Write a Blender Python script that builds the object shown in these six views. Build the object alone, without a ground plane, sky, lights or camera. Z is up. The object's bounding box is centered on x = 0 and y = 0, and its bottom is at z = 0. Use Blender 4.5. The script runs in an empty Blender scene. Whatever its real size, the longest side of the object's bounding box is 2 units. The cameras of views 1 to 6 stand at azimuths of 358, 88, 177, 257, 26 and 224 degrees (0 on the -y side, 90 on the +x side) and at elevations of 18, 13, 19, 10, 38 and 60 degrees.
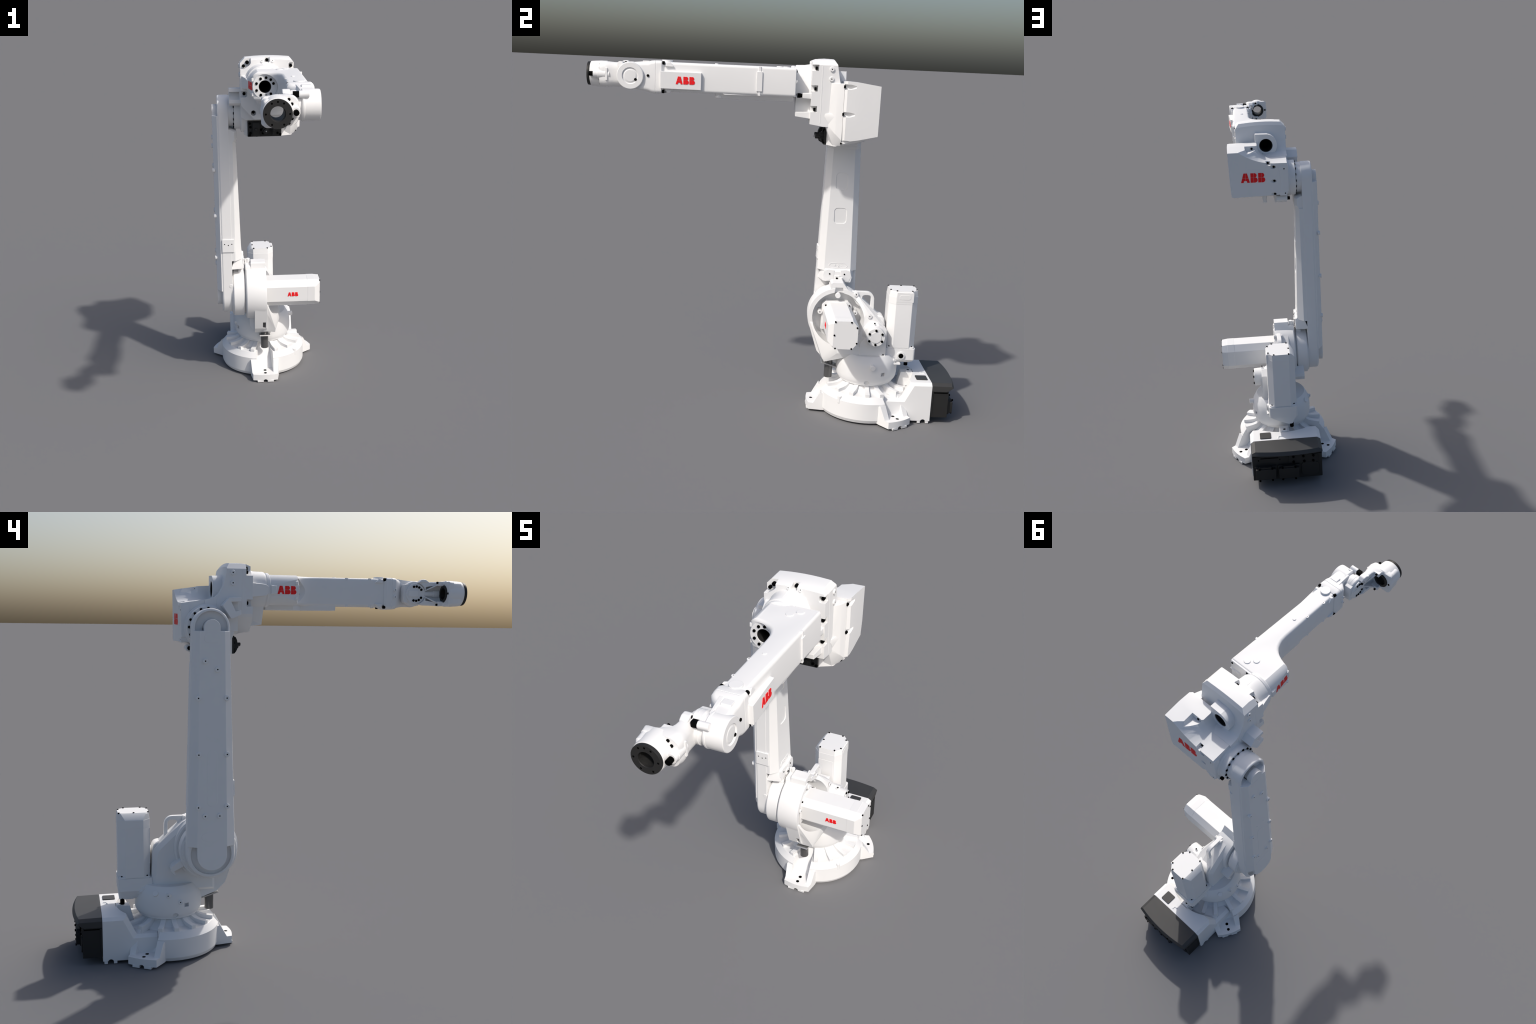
import bpy, bmesh, math
from mathutils import Vector, Matrix

# ------------------------------------------------------------------ frame of the robot
X0 = -0.0135                 # plane that holds axes 1, 4 and 6
YB = 0.526                   # axis 1 (vertical) stands at (X0, YB)
A2 = (0.348, 0.527)          # axis 2 runs along x through this (y, z)
A3 = (0.348, 1.590)          # axis 3, likewise
Z4 = 1.771                   # axis 4 and 6 run along y at (X0, Z4)
Y5 = -0.763                  # axis 5 runs along x at (Y5, Z4)


# ------------------------------------------------------------------ materials
def principled(name):
    m = bpy.data.materials.new(name)
    m.use_nodes = True
    return m, m.node_tree, m.node_tree.nodes["Principled BSDF"]


def make_paint(name, base, tint, rough, spec=0.5, grain=0.02, coat=0.0):
    """Painted or moulded surface: a faint cloudy tone and a very fine orange-peel bump."""
    m, nt, b = principled(name)
    tc = nt.nodes.new("ShaderNodeTexCoord")
    n1 = nt.nodes.new("ShaderNodeTexNoise")
    n1.inputs["Scale"].default_value = 9.0
    n1.inputs["Detail"].default_value = 3.0
    nt.links.new(tc.outputs["Object"], n1.inputs["Vector"])
    ramp = nt.nodes.new("ShaderNodeValToRGB")
    ramp.color_ramp.elements[0].position = 0.3
    ramp.color_ramp.elements[1].position = 0.7
    ramp.color_ramp.elements[0].color = (*tint, 1)
    ramp.color_ramp.elements[1].color = (*base, 1)
    nt.links.new(n1.outputs["Fac"], ramp.inputs["Fac"])
    nt.links.new(ramp.outputs["Color"], b.inputs["Base Color"])
    n2 = nt.nodes.new("ShaderNodeTexNoise")
    n2.inputs["Scale"].default_value = 420.0
    nt.links.new(tc.outputs["Object"], n2.inputs["Vector"])
    bump = nt.nodes.new("ShaderNodeBump")
    bump.inputs["Strength"].default_value = grain
    bump.inputs["Distance"].default_value = 0.0005
    nt.links.new(n2.outputs["Fac"], bump.inputs["Height"])
    nt.links.new(bump.outputs["Normal"], b.inputs["Normal"])
    b.inputs["Roughness"].default_value = rough
    b.inputs["Specular IOR Level"].default_value = spec
    b.inputs["Coat Weight"].default_value = coat
    return m


WHITE = make_paint("white_paint", (0.80, 0.80, 0.80), (0.79, 0.79, 0.79), 0.55, 0.35)
DARK = make_paint("dark_plastic", (0.019, 0.019, 0.019), (0.0175, 0.0175, 0.0175), 0.55, 0.32, 0.05)
LID = make_paint("grey_lid", (0.044, 0.044, 0.044), (0.041, 0.041, 0.041), 0.5, 0.4, 0.05)
RED = make_paint("red_print", (0.86, 0.008, 0.012), (0.84, 0.007, 0.011), 0.5, 0.3, 0.0)
BLACK = make_paint("black_steel", (0.0015, 0.0015, 0.0015), (0.001, 0.001, 0.001), 0.7, 0.05, 0.0)
STEEL = make_paint("dark_steel", (0.15, 0.15, 0.15), (0.14, 0.14, 0.14), 0.32, 0.5, 0.0)
STEEL.node_tree.nodes["Principled BSDF"].inputs["Metallic"].default_value = 0.55
METAL = make_paint("grey_metal", (0.45, 0.45, 0.45), (0.42, 0.42, 0.42), 0.4, 0.5, 0.0)
METAL.node_tree.nodes["Principled BSDF"].inputs["Metallic"].default_value = 0.7

COL = bpy.context.scene.collection
ROBOT = bpy.data.objects.new("industrial_robot_arm", None)
ROBOT.location = (X0, YB, 0.0)
COL.objects.link(ROBOT)
ROBOT["label"] = "white six axis industrial robot arm with black bolts"
ROBOT["category"] = "robot arm"


# ------------------------------------------------------------------ building helpers
def adopt(ob, parent):
    ob.parent = parent
    inv = Matrix.Identity(4)
    p = parent
    while p is not None:
        inv = inv @ Matrix.Identity(4)
        p = p.parent
    if parent is ROBOT:
        ob.matrix_parent_inverse = Matrix.Translation(ROBOT.location).inverted()


def finish(ob, bevel=0.0015, angle=22.0, seg=2):
    me = ob.data
    for p in me.polygons:
        p.use_smooth = True
    me.set_sharp_from_angle(angle=math.radians(angle))
    if bevel:
        b = ob.modifiers.new("round_edges", "BEVEL")
        b.width = bevel
        b.segments = seg
        b.limit_method = "ANGLE"
        b.angle_limit = math.radians(angle)
        b.harden_normals = True
        b.use_clamp_overlap = True
    return ob


def from_bm(bm, name, parent, mat, bevel=0.0015, angle=22.0, seg=2):
    bmesh.ops.remove_doubles(bm, verts=bm.verts, dist=1e-6)
    bmesh.ops.recalc_face_normals(bm, faces=bm.faces)
    me = bpy.data.meshes.new(name)
    bm.to_mesh(me)
    bm.free()
    if mat:
        me.materials.append(mat)
    ob = bpy.data.objects.new(name, me)
    COL.objects.link(ob)
    if parent is not None:
        adopt(ob, parent)
        finish(ob, bevel, angle, seg)
    return ob


def put(axis, a, b, c):
    """2D point (a, b) in the plane across an axis, and c along the axis -> 3D."""
    if axis == "x":
        return (c, a, b)
    if axis == "y":
        return (a, c, b)
    return (a, b, c)


def loft(name, axis, sections, parent, mat=WHITE, bevel=0.0015, angle=22.0, seg=2):
    """sections: [(position, [(a, b), ...]), ...], all with the same point count."""
    bm = bmesh.new()
    rows = [[bm.verts.new(put(axis, a, b, pos)) for a, b in pts] for pos, pts in sections]
    n = len(rows[0])
    for r0, r1 in zip(rows, rows[1:]):
        for i in range(n):
            bm.faces.new((r0[i], r0[(i + 1) % n], r1[(i + 1) % n], r1[i]))
    bm.faces.new(rows[0])
    bm.faces.new(rows[-1])
    return from_bm(bm, name, parent, mat, bevel, angle, seg)


def prism(name, axis, pts, lo, hi, parent, mat=WHITE, bevel=0.0015, angle=22.0, seg=2):
    return loft(name, axis, [(lo, pts), (hi, pts)], parent, mat, bevel, angle, seg)


def box(name, x, y, z, parent, mat=WHITE, bevel=0.0015, seg=2):
    return prism(name, "z", [(x[0], y[0]), (x[1], y[0]), (x[1], y[1]), (x[0], y[1])], z[0], z[1], parent, mat, bevel, 22, seg)


def circle(c, r, n=48, a0=0.0, a1=360.0, closed=True):
    k = n if closed else n + 1
    return [(c[0] + r * math.cos(math.radians(a0 + (a1 - a0) * i / n)), c[1] + r * math.sin(math.radians(a0 + (a1 - a0) * i / n))) for i in range(k)]


def disc(name, axis, c, r, lo, hi, parent, mat=WHITE, r2=None, n=64, bevel=0.0015):
    return loft(name, axis, [(lo, circle(c, r, n)), (hi, circle(c, r2 or r, n))], parent, mat, bevel)


def tube(name, axis, c, prof, parent, mat=WHITE, n=96, angle=32.0):
    """Ring-shaped turned part: the profile (r, height) closes on itself, so the bore stays open."""
    bm = bmesh.new()
    rows = [[bm.verts.new(put(axis, a, b, h)) for a, b in circle(c, r, n)] for r, h in prof]
    for r0, r1 in zip(rows, rows[1:] + rows[:1]):
        for i in range(n):
            bm.faces.new((r0[i], r0[(i + 1) % n], r1[(i + 1) % n], r1[i]))
    return from_bm(bm, name, parent, mat, 0, angle)


def lathe(name, axis, c, prof, parent, mat=WHITE, n=96, bevel=0.0, angle=22.0):
    return loft(name, axis, [(h, circle(c, max(r, 1e-4), n)) for r, h in prof], parent, mat, bevel, angle)


def rounded(x0, x1, y0, y1, r, k=5):
    out = []
    for cx, cy, s in ((x1 - r, y0 + r, -90), (x1 - r, y1 - r, 0), (x0 + r, y1 - r, 90), (x0 + r, y0 + r, 180)):
        out += circle((cx, cy), r, k, s, s + 90, False)
    return out


def rod(name, p0, p1, r, parent, mat=WHITE, r2=None, n=32, bevel=0.001):
    """Round bar between any two points."""
    p0, p1 = Vector(p0), Vector(p1)
    q = (p1 - p0).to_track_quat("Z", "Y").to_matrix()
    bm = bmesh.new()
    rows = []
    for p, rr in ((p0, r), (p1, r2 or r)):
        rows.append([bm.verts.new(p + q @ Vector((rr * math.cos(2 * math.pi * i / n), rr * math.sin(2 * math.pi * i / n), 0))) for i in range(n)])
    for i in range(n):
        bm.faces.new((rows[0][i], rows[0][(i + 1) % n], rows[1][(i + 1) % n], rows[1][i]))
    bm.faces.new(rows[0])
    bm.faces.new(rows[1])
    return from_bm(bm, name, parent, mat, bevel)


def hull(name, pts, parent, mat=WHITE, bevel=0.0015, angle=22.0):
    bm = bmesh.new()
    for p in pts:
        bm.verts.new(p)
    res = bmesh.ops.convex_hull(bm, input=bm.verts)
    junk = [g for g in res["geom_interior"] if isinstance(g, bmesh.types.BMVert)]
    bmesh.ops.delete(bm, geom=junk, context="VERTS")
    bmesh.ops.dissolve_limit(bm, angle_limit=math.radians(1), verts=bm.verts, edges=bm.edges)
    return from_bm(bm, name, parent, mat, bevel, angle)


def boolean(ob, tools, op="DIFFERENCE"):
    """Carve or join now, before the edge rounding; tools are consumed."""
    rounding = [(m.name, m.width, m.segments, m.angle_limit) for m in ob.modifiers if m.type == "BEVEL"]
    ob.modifiers.clear()
    for t in tools:
        t.modifiers.clear()
        m = ob.modifiers.new("b", "BOOLEAN")
        m.operation = op
        m.solver = "EXACT"
        m.object = t
    bpy.context.view_layer.update()
    me = bpy.data.meshes.new_from_object(ob.evaluated_get(bpy.context.evaluated_depsgraph_get()))
    ob.modifiers.clear()
    old = ob.data
    me.name = old.name
    ob.data = me
    for t in tools:
        bpy.data.objects.remove(t)
    bm = bmesh.new()
    bm.from_mesh(me)
    bmesh.ops.remove_doubles(bm, verts=bm.verts, dist=2e-6)
    bmesh.ops.dissolve_limit(bm, angle_limit=math.radians(0.3), verts=bm.verts, edges=bm.edges)
    bm.to_mesh(me)
    bm.free()
    if rounding:
        finish(ob, rounding[0][1], math.degrees(rounding[0][3]), rounding[0][2])
    else:
        finish(ob, 0)
    return ob


def T(fn, *a, **k):
    """A cutting tool: built with no parent."""
    return fn("tool", *a, parent=None, mat=None, **k)


# shared small hardware ---------------------------------------------------------
def unit_mesh(name, parts):
    """parts: (radius, z0, z1, material, sides) stacked along z."""
    bm = bmesh.new()
    mats = []
    for r, z0, z1, mat, n in parts:
        if mat not in mats:
            mats.append(mat)
        k = mats.index(mat)
        e = min(0.12 * r, 0.3 * (z1 - z0))
        rows = [[bm.verts.new((rr * math.cos(2 * math.pi * i / n), rr * math.sin(2 * math.pi * i / n), z)) for i in range(n)] for rr, z in ((r, z0), (r, z1 - e), (r - e, z1))]
        fs = []
        for r0, r1 in zip(rows, rows[1:]):
            for i in range(n):
                fs.append(bm.faces.new((r0[i], r0[(i + 1) % n], r1[(i + 1) % n], r1[i])))
        fs.append(bm.faces.new(rows[0][::-1]))
        fs.append(bm.faces.new(rows[2]))
        for f in fs:
            f.material_index = k
            f.smooth = True
    me = bpy.data.meshes.new(name)
    bm.to_mesh(me)
    bm.free()
    for m in mats:
        me.materials.append(m)
    me.set_sharp_from_angle(angle=math.radians(40))
    return me


BOLT = unit_mesh("bolt", [(1.0, -0.6, 0.75, BLACK, 20)])
BOSS = unit_mesh("boss", [(1.0, -0.8, 0.45, WHITE, 32), (0.27, 0.4, 0.47, BLACK, 14)])
PIN = unit_mesh("pin", [(1.0, -0.6, 0.6, WHITE, 24)])
BLACK_DISC = unit_mesh("black_disc", [(1.0, -0.1, 0.08, BLACK, 18)])  # flat black disc standing in for a hole; nothing is bored


def hardware(mesh, name, parent, places, direction, size):
    q = Vector(direction).to_track_quat("Z", "Y").to_matrix().to_4x4()
    for p in places:
        ob = bpy.data.objects.new(name, mesh)
        COL.objects.link(ob)
        ob.parent = parent
        ob.matrix_parent_inverse = parent.matrix_basis.inverted() if parent is ROBOT else Matrix.Identity(4)
        ob.matrix_local = Matrix.Translation(p) @ q @ Matrix.Diagonal((size, size, size, 1))


def bolts(parent, places, direction, size):
    hardware(BOLT, "bolt", parent, places, direction, size)


def bosses(parent, places, direction, size):
    hardware(BOSS, "boss", parent, places, direction, size)


def pins(parent, places, direction, size):
    hardware(PIN, "pin", parent, places, direction, size)


def black_discs(parent, places, direction, size):
    hardware(BLACK_DISC, "black_disc", parent, places, direction, size)


# lettering: heavy letters quartered by hair-thin gaps ---------------------------
def letter_shapes():
    g = 0.012

    def clip(pts, x=None, y=None):
        (lo, hi), k = (x, 0) if x else (y, 1)
        for side, val in ((1, lo), (-1, hi)):
            out = []
            for i, p in enumerate(pts):
                q = pts[(i + 1) % len(pts)]
                dp, dq = side * (p[k] - val), side * (q[k] - val)
                if dp >= 0:
                    out.append(p)
                if dp * dq < 0:
                    t = dp / (dp - dq)
                    out.append((p[0] + t * (q[0] - p[0]), p[1] + t * (q[1] - p[1])))
            pts = out
        return pts

    a_left = [(0.0, 0.0), (0.27, 0.0), (0.32, 0.2), (0.46, 0.2), (0.46, 1.0), (0.28, 1.0)]
    a_right = [(0.92 - x, y) for x, y in a_left][::-1]
    b_body = [(0.0, 0.0), (0.42, 0.0)] + circle((0.46, 0.275), 0.275, 8, -80, 72, False) + [(0.50, 0.545)] + circle((0.40, 0.76), 0.24, 8, -45, 80, False) + [(0.38, 1.0), (0.0, 1.0)]
    out = []
    for part in (a_left, a_right):
        for band in ((0.0, 0.47 - g), (0.47 + g, 1.0)):
            s = clip(part, y=band)
            s = clip(s, x=(0.0, 0.46 - g)) if part is a_left else clip(s, x=(0.46 + g, 0.92))
            out.append(s)
    for x0 in (1.0, 1.80):
        for xb in ((0.0, 0.33 - g), (0.33 + g, 0.8)):
            for yb in ((0.0, 0.52 - g), (0.52 + g, 1.0)):
                s = clip(clip(b_body, x=xb), y=yb)
                out.append([(x0 + x, y) for x, y in s])
    return out, 2.535


def logo(parent, left, right, up, thick=0.0012):
    """Letters run from point left to point right along the baseline."""
    shapes, width = letter_shapes()
    left, right = Vector(left), Vector(right)
    e = (right - left).normalized()
    u = Vector(up)
    u = (u - e * u.dot(e)).normalized()
    nrm = e.cross(u)
    s = (right - left).length / width
    bm = bmesh.new()
    for pts in shapes:
        a = [bm.verts.new(left + e * (x * s) + u * (y * s) - nrm * 0.004) for x, y in pts]
        b = [bm.verts.new(left + e * (x * s) + u * (y * s) + nrm * thick) for x, y in pts]
        n = len(pts)
        for i in range(n):
            bm.faces.new((a[i], a[(i + 1) % n], b[(i + 1) % n], b[i]))
        bm.faces.new(a)
        bm.faces.new(b)
    return from_bm(bm, "lettering", parent, RED, 0, 60)


# =================================================================== BASE
C1 = (X0, YB)
base = lathe("base", "z", C1, [(0.243, 0.009), (0.251, 0.027), (0.2515, 0.119), (0.2275, 0.1480), (0.2240, 0.1495), (0.2160, 0.1490), (0.1700, 0.1510), (0.1480, 0.164), (0.136, 0.178), (0.110, 0.182)], ROBOT, n=128, bevel=0.0015, angle=20)


def at_angle(deg):
    return Matrix.Translation((X0, YB, 0)) @ Matrix.Rotation(math.radians(deg), 4, "Z")


def channel():
    """Wedge-shaped trough that runs in from each foot (along +x, to be turned)."""
    t = loft("tool", "x", [(0.125, [(-0.030, 0.168), (0.030, 0.168), (0.030, 0.25), (-0.030, 0.25)]),
                           (0.165, [(-0.036, 0.135), (0.036, 0.135), (0.036, 0.25), (-0.036, 0.25)]),
                           (0.225, [(-0.044, 0.047), (0.044, 0.047), (0.055, 0.25), (-0.055, 0.25)]),
                           (0.340, [(-0.052, 0.047), (0.052, 0.047), (0.066, 0.25), (-0.066, 0.25)])], None, None)
    return t


tools = []
for deg in (-90, 30, 150):
    t = channel()
    t.data.transform(at_angle(deg) @ Matrix.Translation((0, 0, -0.0008)))
    tools.append(t)
boolean(base, tools)

# feet
foot_side = [(0.20, 0.010), (0.20, 0.105), (0.249, 0.110), (0.250, 0.116), (0.288, 0.0472), (0.330, 0.0465), (0.330, 0.010)]
tip = [(0.20, t) for t in (-0.0845,)]
foot_plan = [(0.20, -0.0845), (0.246, -0.0845), (0.314, -0.073)] + [(0.314 + 0.010 * math.cos(math.radians(90 * k / 4)), 0.073 * k / 4) for k in (-3, -2, -1, 0, 1, 2, 3)] + [(0.314, 0.073), (0.246, 0.0845), (0.20, 0.0845)]
foot = prism("foot", "y", foot_side, -0.09, 0.09, base, bevel=0.0015)
boolean(foot, [prism("tool", "z", foot_plan, -0.02, 0.2, None, None)], "INTERSECT")
trough = channel()
trough.data.transform(Matrix.Translation((0, 0, 0.0)))
pads = [prism("tool", "x", [(s * 0.012, -0.0005), (s * 0.048, -0.0005), (s * 0.048, 0.02), (s * 0.012, 0.02)][::s], 0.235, 0.3235, None, None) for s in (1, -1)]
boolean(foot, [trough, T(disc, "x", (0.0, 0.004), 0.014, 0.26, 0.34, n=24)])
foot.matrix_local = at_angle(-90)
feet = [foot]
for deg in (30, 150):
    f = foot.copy()
    COL.objects.link(f)
    f.matrix_local = at_angle(deg)
    feet.append(f)
for t in pads:
    bpy.data.objects.remove(t)
pad = box("foot_pad", (0.24, 0.3225), (0.012, 0.048), (0.0, 0.012), base, bevel=0.001)
first = True
for deg in (-90, 30, 150):
    for s in (0.0, -0.060):
        p = pad if first else pad.copy()
        if not first:
            COL.objects.link(p)
        first = False
        p.matrix_local = at_angle(deg) @ Matrix.Translation((0, s, 0))
    m = at_angle(deg)
    black_discs(base, [m @ Vector((0.296, 0, 0.0464)), m @ Vector((0.259, 0, 0.0468))], (0, 0, 1), 0.0094)

# cooling ribs on the sloping shoulder
rib = prism("rib", "y", [(0.122, 0.145), (0.2265, 0.126), (0.2265, 0.1665), (0.190, 0.1685), (0.165, 0.1725), (0.146, 0.182), (0.122, 0.192)], -0.0118, 0.0118, base, bevel=0.001)
first = True
for a in (18.7, 41.3, 63.8, 86.3, 106.5, 133.5, 154):
    for s in (1, -1):
        p = rib if first else rib.copy()
        if not first:
            COL.objects.link(p)
        first = False
        p.matrix_local = at_angle(-90 + s * a)
lug = disc("boss", "z", (0.171, 0.368), 0.012, 0.10, 0.138, base, n=32)

# cable box behind
def box_side(drop, back):
    return [(0.60, 0.013), (0.862, 0.013), (0.862, 0.226 - drop), (0.747 + back, 0.226 - drop), (0.700 + back, 0.133 - drop), (0.60, 0.133 - drop)]


cable_box = loft("cable_box", "x", [(-0.2105, box_side(0.013, 0.018)), (-0.192, box_side(0, 0)), (0.165, box_side(0, 0)), (0.1835, box_side(0.013, 0.018))], base, bevel=0.002)
boolean(cable_box, [T(disc, "z", (X0, YB), 0.240, 0.137, 0.30, r2=0.275, n=96), T(disc, "x", (0.825, 0.008), 0.014, 0.15, 0.25, n=24), T(disc, "x", (0.825, 0.008), 0.014, -0.25, -0.18, n=24)])
# keep the top deck up to the turret's sweep: a thin apron with the stop screw
hull("cable_gland_apron", [(-0.045, 0.70, 0.15), (0.018, 0.70, 0.15), (-0.040, 0.720, 0.226), (0.013, 0.720, 0.226), (-0.040, 0.79, 0.226), (0.013, 0.79, 0.226), (-0.045, 0.79, 0.15), (0.018, 0.79, 0.15)], cable_box)
box("screw_seat", (-0.032, 0.004), (0.748, 0.782), (0.22, 0.230), cable_box, bevel=0.001)
black_discs(cable_box, [(-0.014, 0.764, 0.2295)], (0, 0, 1), 0.008)
for y in (0.803, 0.848):
    for x in (-0.200, 0.173):
        box("foot_pad", (x - 0.009, x + 0.009), (y - 0.008, y + 0.008), (0.0, 0.02), cable_box, bevel=0.001)
prism("window", "z", rounded(0.066, 0.128, 0.786, 0.847, 0.006), 0.222, 0.2305, cable_box, LID, 0.001)
prism("mark", "z", [(0.004, 0.826), (0.028, 0.826), (0.028, 0.848), (0.022, 0.848), (0.022, 0.832), (0.004, 0.832)], 0.222, 0.229, cable_box, WHITE, 0.0006)

# black connection housing at the very back
def lid_edge(x):
    u = (x - X0) / 0.195
    return 0.9997 - 0.020 * u * u


stations = []
for i in range(17):
    x = X0 - 0.194 + 0.388 * i / 16
    drop = 0.0
    stations.append((x, drop))
sec = []
for x, drop in [(X0 - 0.194, 0.013)] + [(X0 + 0.174 * (i / 7 - 1), 0.0) for i in range(15)] + [(X0 + 0.194, 0.013)]:
    y = lid_edge(x)
    sec.append((x, [(0.863, 0.182), (0.863, 0.227 - drop), (y - 0.012, 0.2255 - drop), (y, 0.206), (y - 0.026, 0.186), (y - 0.036, 0.182)]))
lid = loft("connector_lid", "x", sec, base, LID, 0.0015, 24)
conn = box("connector_housing", (X0 - 0.1915, X0 + 0.1915), (0.8635, 0.955), (0.034, 0.1815), base, DARK, 0.002)
box("flange", (X0 - 0.1945, X0 + 0.1945), (0.8632, 0.872), (0.06, 0.18), conn, DARK, 0.001)
box("groove_strip", (X0 - 0.1925, X0 + 0.1925), (0.875, 0.949), (0.172, 0.178), conn, BLACK, 0.0)  # raised black strip in place of a cut groove
for x0, x1 in ((0.053, 0.162), (-0.075, 0.036)):
    hood = prism("plug_hood", "y", rounded(x0, x1, 0.054, 0.118, 0.006), 0.95, 0.985, conn, DARK, 0.002)
    prism("hood_collar", "y", rounded(x0 - 0.006, x1 + 0.006, 0.048, 0.127, 0.008), 0.95, 0.966, hood, DARK, 0.001)
    prism("latch", "y", [(x0 + 0.012, 0.118), (x1 - 0.012, 0.118), (x1 - 0.022, 0.128), (x0 + 0.022, 0.128)], 0.95, 0.980, hood, DARK, 0.001)
    bolts(conn, [(x0 + 0.02, 0.986, 0.123), (x1 - 0.02, 0.986, 0.123), (x0 + 0.02, 0.984, 0.050), (x1 - 0.02, 0.984, 0.050)], (0, 1, 0), 0.0055)
prism("blank_plate", "y", rounded(-0.187, -0.090, 0.052, 0.132, 0.022), 0.95, 0.961, conn, DARK, 0.001)
prism("blank_plate", "y", rounded(-0.182, -0.020, 0.131, 0.1805, 0.012), 0.95, 0.9595, conn, DARK, 0.001)
box("slot_bar", (0.036, 0.134), (0.95, 0.9565), (0.168, 0.173), conn, BLACK, 0.0)  # solid black bar that stands for a slot opening
prism("blank_plate", "y", rounded(0.022, 0.150, 0.140, 0.180, 0.004), 0.95, 0.9555, conn, DARK, 0.001)
bolts(conn, [(-0.047, 0.962, 0.173), (-0.102, 0.962, 0.173), (-0.157, 0.962, 0.173), (-0.047, 0.962, 0.141), (-0.106, 0.962, 0.141), (-0.156, 0.962, 0.141)], (0, 1, 0), 0.0065)
bolts(conn, [(0.145, 0.957, 0.160), (0.028, 0.957, 0.160)], (0, 1, 0), 0.003)

# =================================================================== TURRET
turret = lathe("turret", "z", C1, [(0.118, 0.168), (0.132, 0.177), (0.149, 0.1865), (0.1515, 0.1935), (0.160, 0.203), (0.1655, 0.214), (0.168, 0.230), (0.1685, 0.255), (0.1670, 0.285), (0.1625, 0.306), (0.1590, 0.314), (0.1440, 0.342), (0.1390, 0.3465), (0.1340, 0.3460), (0.08, 0.343)], ROBOT, n=128, angle=20)


def on_turret(deg, r, z):
    a = math.radians(deg)
    return (X0 + r * math.cos(a), YB + r * math.sin(a), z)


tools = []
for deg in (25.2, -154.3):
    t = box("tool", (0.150, 0.19), (-0.0125, 0.0125), (0.244, 0.264), None, None)
    t.data.transform(at_angle(deg))
    tools.append(t)
for deg in (-5.2, -174.2):
    t = disc("tool", "x", (0.0, 0.206), 0.0145, 0.148, 0.19, None, None, n=32)
    t2 = None
    t.data.transform(at_angle(deg))
    tools.append(t)
boolean(turret, tools)
rod("bumper_pin", on_turret(3.5, 0.14, 0.300), on_turret(3.5, 0.187, 0.300), 0.0135, turret)
for deg, z in ((174, 0.310), (-165.7, 0.274)):
    bosses(turret, [on_turret(deg, 0.1695 if z < 0.3 else 0.1665, z)], on_turret(deg, 1, 0.0)[:2] + (0.0,), 0.0115)
    d = Vector((math.cos(math.radians(deg)), math.sin(math.radians(deg)), 0))
rod("bumper_pin", on_turret(174, 0.13, 0.310), on_turret(174, 0.166, 0.310), 0.0125, turret)
for deg in (151, 118, 62):
    a = Vector(on_turret(deg, 0.152, 0.310))
    rod("boss", a, a + Vector((0, 0, 0.010)) + 0.012 * Vector((math.cos(math.radians(deg)), math.sin(math.radians(deg)), 0)), 0.014, turret)

# upright frame that carries axis 2
frame_outline = [(0.300, 0.300), (0.617, 0.300), (0.612, 0.42), (0.607, 0.495), (0.600, 0.518), (0.585, 0.537), (0.462, 0.648), (0.420, 0.668), (0.30, 0.60)]


def shrink(pts, d, c):
    out = []
    for a, b in pts:
        v = Vector((c[0] - a, c[1] - b))
        out.append((a + v.normalized().x * d, b + v.normalized().y * d))
    return out


frame = loft("frame", "x", [(-0.098, shrink(frame_outline, 0.022, (0.43, 0.45))), (-0.078, frame_outline), (-0.004, frame_outline)], ROBOT, bevel=0.003)
hub = lathe("gearbox_drum", "x", A2, [(0.150, -0.1185), (0.158, -0.112), (0.160, -0.08), (0.162, -0.012), (0.160, 0.0)], None, None, n=128)
top_block = prism("tool", "x", [(0.300, 0.64), (0.306, 0.712), (0.316, 0.717), (0.372, 0.717), (0.400, 0.680), (0.42, 0.64)], -0.085, -0.003, None, None)
step = prism("tool", "x", [(0.300, 0.64), (0.306, 0.690), (0.316, 0.699), (0.385, 0.699), (0.400, 0.680), (0.42, 0.64)], -0.117, -0.08, None, None)
chin = prism("tool", "x", [(0.1905, 0.505), (0.205, 0.450), (0.236, 0.355), (0.246, 0.328), (0.258, 0.315), (0.290, 0.285), (0.400, 0.246), (0.45, 0.33), (0.40, 0.48)], -0.0705, -0.0008, None, None)
skirt = hull("tool", [(-0.02, 0.200, 0.480), (-0.02, 0.265, 0.302), (0.052, 0.271, 0.312), (0.050, 0.285, 0.285), (0.074, 0.345, 0.385), (0.080, 0.350, 0.345), (0.090, 0.470, 0.385), (0.090, 0.470, 0.345), (-0.02, 0.47, 0.30), (-0.02, 0.47, 0.45), (0.0, 0.200, 0.495)], None, None)
rear_shelf = hull("tool", [(-0.04, 0.30, 0.32), (0.04, 0.38, 0.320), (0.080, 0.42, 0.330), (0.080, 0.612, 0.330), (-0.04, 0.612, 0.330), (-0.04, 0.30, 0.36), (0.0, 0.60, 0.36), (0.0, 0.35, 0.37), (0.06, 0.45, 0.30), (-0.04, 0.5, 0.30)], None, None)
gear_body = hull("tool", [(-0.02, 0.43, 0.668), (-0.001, 0.452, 0.655), (0.0455, 0.510, 0.568), (0.0455, 0.547, 0.552), (-0.001, 0.590, 0.535), (-0.02, 0.60, 0.52), (0.045, 0.600, 0.495), (0.060, 0.612, 0.345), (0.060, 0.455, 0.345), (0.050, 0.455, 0.43), (-0.02, 0.612, 0.345), (-0.02, 0.43, 0.36), (0.0455, 0.48, 0.53)], None, None)
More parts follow.
